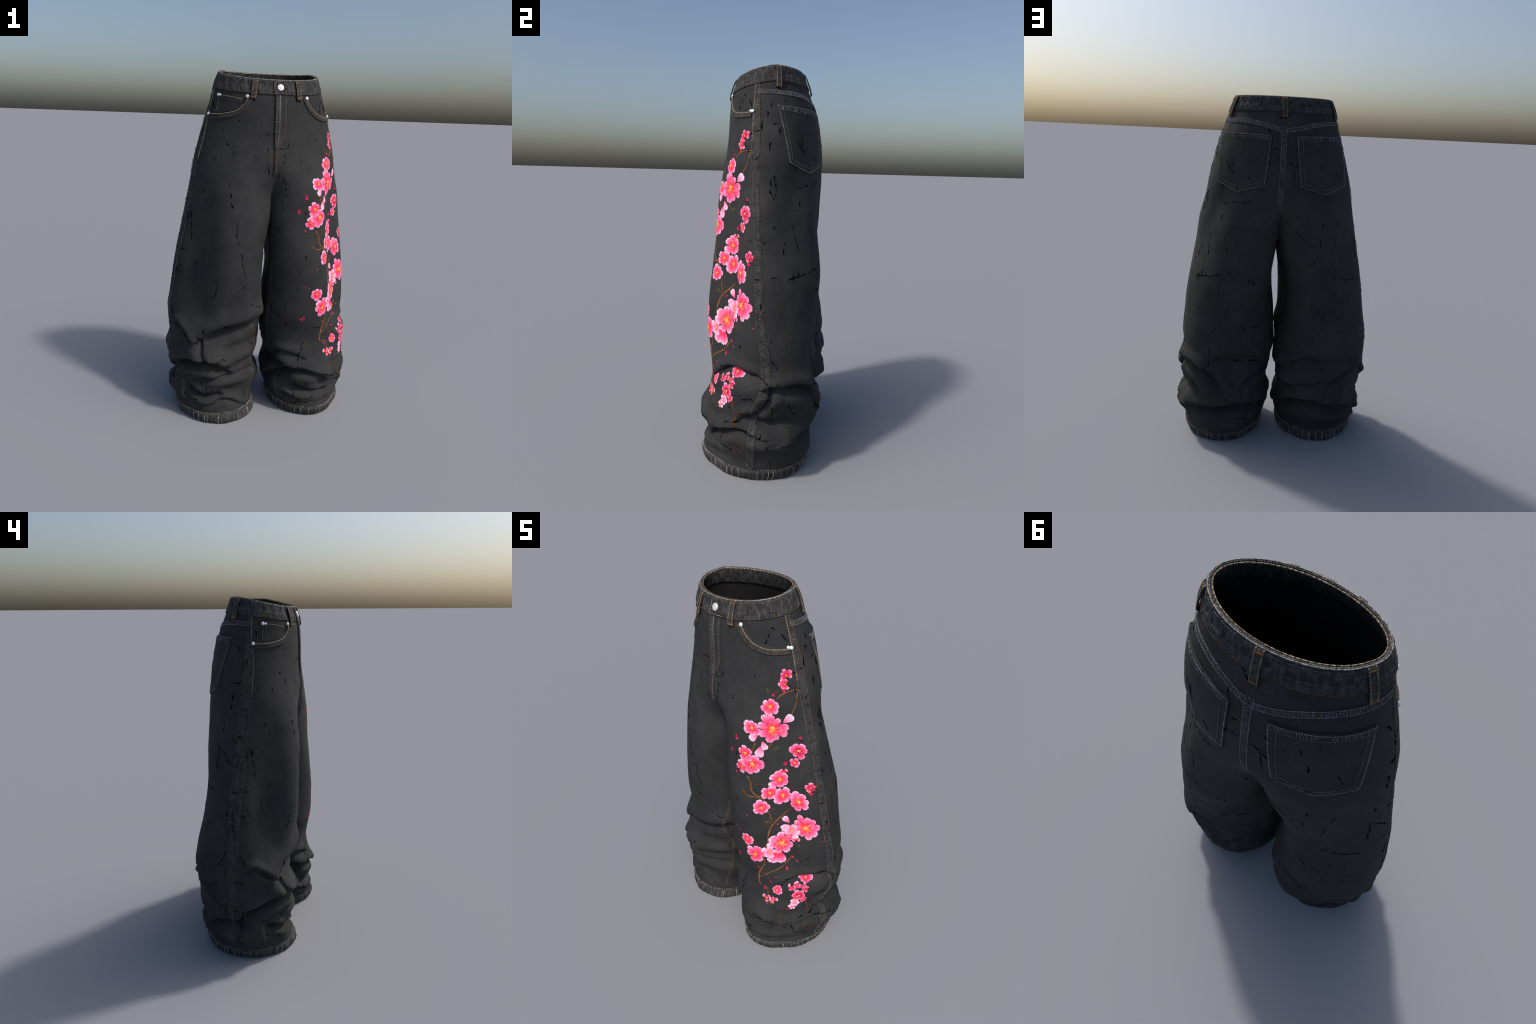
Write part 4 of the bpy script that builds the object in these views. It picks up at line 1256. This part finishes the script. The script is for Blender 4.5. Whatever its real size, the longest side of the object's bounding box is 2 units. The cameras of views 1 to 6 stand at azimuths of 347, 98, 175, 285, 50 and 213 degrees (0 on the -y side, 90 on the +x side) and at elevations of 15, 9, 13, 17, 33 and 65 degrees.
# ---------------------------------------------------------------- cracks in the cloth: short black tapering slits
CRACKS = {
    "front_upper": [
        ("right", [(-66, 1.627), (-72, 1.609)]), ("right", [(-52, 1.545), (-54, 1.521)]), ("right", [(-107, 1.562), (-109, 1.543)]), ("right", [(-101, 1.49), (-99, 1.48)]),
        ("right", [(-81, 1.411), (-83, 1.387)]), ("right", [(-84, 1.368), (-87, 1.337)]), ("right", [(-87, 1.311), (-90, 1.277)]), ("right", [(-96, 1.202), (-98, 1.114)]),
        ("right", [(-98, 1.104), (-102, 1.069)]), ("right", [(-117, 1.601), (-119, 1.568), (-120, 1.581)]), ("right", [(-120, 1.515), (-122, 1.461)]),
        ("left", [(-115, 1.632), (-117, 1.596), (-124, 1.596)]), ("left", [(-117, 1.577), (-120, 1.548)]), ("left", [(-121, 1.536), (-123, 1.488)]),
        ("left", [(-126, 1.462), (-127, 1.431)]), ("left", [(-122, 1.442), (-121, 1.378), (-124, 1.335)]), ("left", [(-127, 1.31), (-127, 1.263)]),
        ("left", [(-133, 1.172), (-135, 1.127)]), ("right", [(-42, 1.371), (-43, 1.327)]), ("right", [(-50, 1.315), (-51, 1.293)]), ("right", [(-20, 1.236), (-27, 1.074)]),
        ("left", [(-41, 1.855), (-52, 1.802)]), ("right", [(-79, 1.746), (-83, 1.739)]),
    ],
    "front_lower": [
        ("right", [(-103, 1.028), (-104, 1.004), (-108, 1.002)]), ("right", [(-80, 0.846), (-80, 0.802), (-78, 0.778), (-74, 0.783)]), ("right", [(-105, 1.002), (-112, 0.898)]),
        ("right", [(-120, 0.735), (-132, 0.702), (-139, 0.704)]), ("right", [(-72, 0.607), (-67, 0.558)]), ("right", [(-62, 0.51), (-69, 0.445)]),
        ("right", [(-91, 0.43), (-94, 0.412)]), ("right", [(-95, 0.553), (-103, 0.557)]), ("right", [(-121, 0.542), (-125, 0.509)]), ("right", [(-135, 0.468), (-142, 0.428)]),
        ("right", [(-55, 0.422), (-64, 0.425)]), ("right", [(-47, 0.3), (-51, 0.283)]), ("right", [(-57, 0.263), (-79, 0.283), (-90, 0.294)]),
        ("right", [(-71, 0.225), (-74, 0.204), (-81, 0.22)]), ("right", [(-44, 0.191), (-50, 0.178)]), ("right", [(-76, 0.118), (-81, 0.113)]),
        ("left", [(-140, 0.654), (-129, 0.612), (-126, 0.564)]), ("left", [(-145, 0.693), (-143, 0.65)]), ("left", [(-95, 0.569), (-84, 0.564)]),
        ("left", [(-106, 0.48), (-109, 0.424), (-111, 0.378), (-111, 0.315)]), ("left", [(-143, 0.405), (-131, 0.417), (-120, 0.396), (-110, 0.386)]),
        ("left", [(-116, 0.224), (-116, 0.113)]), ("left", [(-100, 0.31), (-91, 0.3)]), ("left", [(-86, 0.283), (-74, 0.269), (-37, 0.19)]),
        ("left", [(-104, 1.011), (-103, 0.983)]), ("left", [(-95, 0.129), (-90, 0.13)]), ("left", [(-120, 0.071), (-106, 0.088), (-97, 0.09)]),
    ],
    "left_upper": [
        ("left", [(-2, 1.729), (-3, 1.684)]), ("left", [(5, 1.775), (5, 1.747)]), ("left", [(12, 1.82), (11, 1.794)]), ("left", [(13, 1.71), (22, 1.717)]),
        ("left", [(25, 1.701), (21, 1.665)]), ("left", [(50, 1.646), (57, 1.614), (62, 1.582)]), ("left", [(9, 1.629), (7, 1.587)]), ("left", [(-7, 1.562), (-11, 1.542)]),
        ("left", [(14, 1.477), (16, 1.432), (17, 1.375)]), ("left", [(43, 1.246), (49, 1.183), (51, 1.126)]), ("left", [(-31, 1.605), (-22, 1.605), (-21, 1.581)]),
        ("left", [(-21, 1.665), (-5, 1.68)]), ("left", [(56, 1.421), (64, 1.421)]), ("left", [(46, 1.52), (49, 1.496)]), ("left", [(77, 1.532), (77, 1.487)]),
        ("left", [(-24, 1.358), (-16, 1.341)]), ("left", [(17, 1.247), (19, 1.225)]), ("left", [(-39, 1.877), (-33, 1.857)]), ("left", [(-26, 1.845), (-19, 1.804)]),
    ],
    "left_lower": [
        ("left", [(-2, 1.001), (9, 0.998)]), ("left", [(16, 1.006), (24, 1.013)]), ("left", [(48, 1.042), (49, 1.013)]), ("left", [(43, 1.022), (43, 0.976)]),
        ("left", [(6, 0.891), (6, 0.859)]), ("left", [(27, 0.834), (27, 0.817)]), ("left", [(17, 0.724), (17, 0.705)]), ("left", [(-49, 0.55), (-34, 0.552)]),
        ("left", [(-45, 0.529), (-53, 0.483)]), ("left", [(-4, 0.544), (10, 0.533), (18, 0.503)]), ("left", [(21, 0.497), (33, 0.49), (57, 0.477)]),
        ("left", [(21, 0.484), (16, 0.433), (5, 0.366), (1, 0.348)]), ("left", [(-31, 0.294), (-21, 0.306), (-12, 0.31)]), ("left", [(-61, 0.195), (-19, 0.268), (5, 0.255)]),
        ("left", [(-10, 0.278), (-3, 0.269)]), ("left", [(11, 0.27), (9, 0.231)]), ("left", [(-34, 0.18), (-19, 0.148)]), ("left", [(-50, 0.17), (-33, 0.174)]),
        ("left", [(19, 0.433), (22, 0.336), (25, 0.313)]), ("left", [(36, 0.424), (43, 0.363), (52, 0.326)]), ("left", [(48, 0.23), (52, 0.228)]),
        ("left", [(18, 0.22), (18, 0.194)]),
    ],
    "back_upper": [
        ("left", [(60, 1.646), (65, 1.612), (67, 1.578)]), ("left", [(116, 1.722), (124, 1.727)]), ("left", [(112, 1.632), (114, 1.656), (121, 1.647)]),
        ("right", [(123, 1.656), (117, 1.637), (113, 1.625)]), ("right", [(117, 1.624), (119, 1.536)]), ("left", [(69, 1.431), (89, 1.43), (99, 1.443), (105, 1.453)]),
        ("left", [(124, 1.362), (124, 1.343)]), ("left", [(130, 1.277), (132, 1.247)]), ("left", [(74, 1.242), (81, 1.136)]), ("right", [(130, 1.345), (129, 1.308)]),
        ("right", [(88, 1.332), (90, 1.296)]), ("right", [(123, 1.282), (115, 1.248), (109, 1.212)]), ("right", [(105, 1.202), (101, 1.177)]),
        ("right", [(93, 1.237), (92, 1.201)]), ("right", [(70, 1.25), (76, 1.156)]), ("right", [(60, 1.335), (65, 1.293)]), ("right", [(102, 1.116), (103, 1.089)]),
        ("left", [(10, 1.46), (9, 1.4), (15, 1.367)]), ("right", [(143, 1.162), (141, 1.111)]), ("left", [(109, 1.851), (112, 1.794)]), ("left", [(116, 1.912), (124, 1.881)]),
        ("right", [(111, 1.523), (102, 1.523)]), ("left", [(64, 1.799), (68, 1.769)]),
    ],
    "back_lower": [
        ("left", [(34, 0.994), (54, 1.013), (76, 1.032)]), ("left", [(76, 1.021), (78, 0.972)]), ("left", [(84, 1.052), (85, 1.019)]), ("left", [(76, 0.937), (77, 0.912)]),
        ("left", [(108, 1.014), (108, 0.983)]), ("left", [(114, 1.003), (114, 0.977)]), ("left", [(131, 0.989), (136, 0.972), (149, 0.978)]),
        ("left", [(108, 0.742), (110, 0.694)]), ("left", [(121, 0.712), (137, 0.699)]), ("left", [(73, 0.729), (72, 0.695), (69, 0.69)]), ("left", [(69, 0.608), (70, 0.494)]),
        ("left", [(93, 0.555), (100, 0.562)]), ("left", [(95, 0.524), (116, 0.502), (142, 0.482)]), ("left", [(15, 0.483), (40, 0.502)]), ("left", [(48, 0.229), (62, 0.243), (78, 0.253)]),
        ("left", [(71, 0.479), (79, 0.465)]), ("left", [(67, 0.211), (67, 0.194)]), ("left", [(105, 0.156), (121, 0.154)]), ("right", [(76, 1.013), (56, 1.004), (35, 0.994)]),
        ("right", [(85, 0.976), (86, 0.938)]), ("right", [(65, 0.892), (65, 0.869)]), ("right", [(95, 0.827), (98, 0.798), (91, 0.79), (88, 0.748)]),
        ("right", [(93, 0.718), (88, 0.727)]), ("right", [(105, 0.724), (100, 0.697)]), ("right", [(111, 0.634), (108, 0.627)]), ("right", [(135, 0.485), (116, 0.527)]),
        ("right", [(102, 0.505), (93, 0.524)]), ("right", [(94, 0.488), (91, 0.462)]), ("right", [(124, 0.369), (111, 0.376)]), ("right", [(99, 0.395), (87, 0.419)]),
        ("right", [(85, 0.385), (72, 0.447), (61, 0.482)]), ("right", [(59, 0.544), (58, 0.49)]), ("right", [(128, 0.328), (129, 0.283)]),
        ("right", [(88, 0.325), (86, 0.298)]), ("right", [(100, 0.274), (85, 0.244), (55, 0.215)]), ("right", [(164, 0.22), (141, 0.28)]),
        ("right", [(91, 0.143), (82, 0.145)]),
    ],
    "right_upper": [
        ("right", [(8, 1.757), (3, 1.726)]), ("right", [(-10, 1.699), (-11, 1.674)]), ("right", [(-5, 1.677), (-6, 1.63)]), ("right", [(3, 1.573), (-6, 1.575)]),
        ("right", [(5, 1.516), (6, 1.441)]), ("right", [(-20, 1.536), (-23, 1.482)]), ("right", [(-30, 1.558), (-32, 1.538)]), ("right", [(18, 1.342), (21, 1.308)]),
        ("right", [(26, 1.255), (31, 1.118)]), ("right", [(-1, 1.301), (-19, 1.303)]), ("right", [(5, 1.293), (-1, 1.26)]), ("right", [(-13, 1.228), (-14, 1.169)]),
    ],
    "right_lower": [
        ("right", [(4, 1.006), (-9, 1.011), (-18, 1.009)]), ("right", [(6, 0.948), (6, 0.881)]), ("right", [(1, 0.924), (1, 0.869), (-2, 0.765)]),
        ("right", [(-15, 0.919), (-20, 0.873)]), ("right", [(-8, 0.892), (-15, 0.878)]), ("right", [(5, 0.817), (6, 0.747)]), ("right", [(-8, 0.675), (-10, 0.639), (-16, 0.6)]),
        ("right", [(8, 0.684), (11, 0.639), (18, 0.6)]), ("right", [(-35, 0.54), (-40, 0.515), (-47, 0.513)]), ("right", [(-1, 0.507), (-13, 0.498)]),
        ("right", [(20, 0.494), (30, 0.462), (27, 0.408), (25, 0.386)]), ("right", [(-38, 0.425), (-45, 0.44)]), ("right", [(-33, 0.333), (-40, 0.336)]),
        ("right", [(-55, 0.268), (-73, 0.221)]), ("right", [(43, 0.188), (16, 0.243)]), ("right", [(37, 0.165), (23, 0.156)]), ("right", [(-10, 0.351), (-10, 0.315)]),
        ("right", [(-56, 0.143), (-61, 0.149)]), ("right", [(-8, 0.309), (-4, 0.086)]), ("right", [(2, 0.339), (-5, 0.335)]), ("right", [(-30, 0.166), (-41, 0.151)]),
    ],
}


def wedge(b, side, a, z, width):
    q, _, _, n, _, _ = framed(side, a, z)
    deg, zz = np.degrees(a[len(a) // 2]), z[len(z) // 2]
    off = .0013
    if 1.485 < zz < 1.805 and 18 < deg < 116:
        off = .0072
    if zz > 1.915:
        off = .0056
    if -24 < deg < 16:
        off = .0036
    t, lat = sideways(q, n)
    m = len(q)
    k = np.linspace(0, 1, m)
    peak = RNG.choice([RNG.uniform(.08, .3), RNG.uniform(.7, .92), RNG.uniform(.3, .7)])
    w = width * np.minimum(k / peak, (1 - k) / (1 - peak))**.9 + .0004
    bow = RNG.normal(0, .10) * np.sin(k * math.pi) * (m * .003)
    g = np.stack([q + lat * (bow - w / 2)[:, None] + n * (off - .0022), q + lat * (bow - w * .35)[:, None] + n * off,
                  q + lat * (bow + w * .35)[:, None] + n * off, q + lat * (bow + w / 2)[:, None] + n * (off - .0022)], 1)
    b.grid(g, 0)


def crack(b, side, pts, width):
    """a slit is a chain of kinked, wedge-shaped openings"""
    a, z = run(side, pts, .003, straight=True)
    i = 0
    while i < len(a) - 3:
        m = int(RNG.integers(6, 15))
        j = min(len(a), i + m)
        if len(a) - j < 5:
            j = len(a)
        if j - i > 2:
            drift = RNG.normal(0, .0022, 2)
            k = np.linspace(0, 1, j - i)
            wedge(b, side, a[i:j] + (drift[0] + (drift[1] - drift[0]) * k) / .27, z[i:j] + RNG.normal(0, .0015), width * min(1.25, .45 + (j - i) * .06) * RNG.uniform(.6, 1.2))
        i = j + (int(RNG.integers(1, 5)) if RNG.random() < .45 else -1)


B = Build()
taken = []
for region, items in CRACKS.items():
    for side, pts in items:
        crack(B, side, pts, RNG.uniform(.0042, .0074))
        taken += [(side, x * .0047, z) for x, z in pts]
for i in range(420):
    side = "left" if RNG.random() < .5 else "right"
    z = RNG.uniform(.09, 1.85) if RNG.random() < .6 else RNG.uniform(.09, .6)
    deg = RNG.uniform(-178, 178) if z < 1.0 else RNG.uniform(-115, 118)
    if any(s == side and abs(deg * .0047 - x) + abs(z - y) < .085 for s, x, y in taken):
        continue
    if side == "left" and -100 < deg < -12 and .4 < z < 1.62 and RNG.random() < .85:
        continue
    length = min(.07, RNG.lognormal(-3.6, .5))
    head = RNG.normal(math.pi / 2, .5) if z > .55 or RNG.random() < .3 else RNG.normal(0, .6)
    pts = [(deg, z)]
    for s in range(int(RNG.integers(1, 4))):
        step = length / 2.2
        pts.append((pts[-1][0] + math.degrees(step * math.cos(head) / .27), pts[-1][1] + step * math.sin(head)))
        head += RNG.normal(0, .55)
    crack(B, side, pts, RNG.uniform(.0032, .0062))
    taken.append((side, deg * .0047, z))
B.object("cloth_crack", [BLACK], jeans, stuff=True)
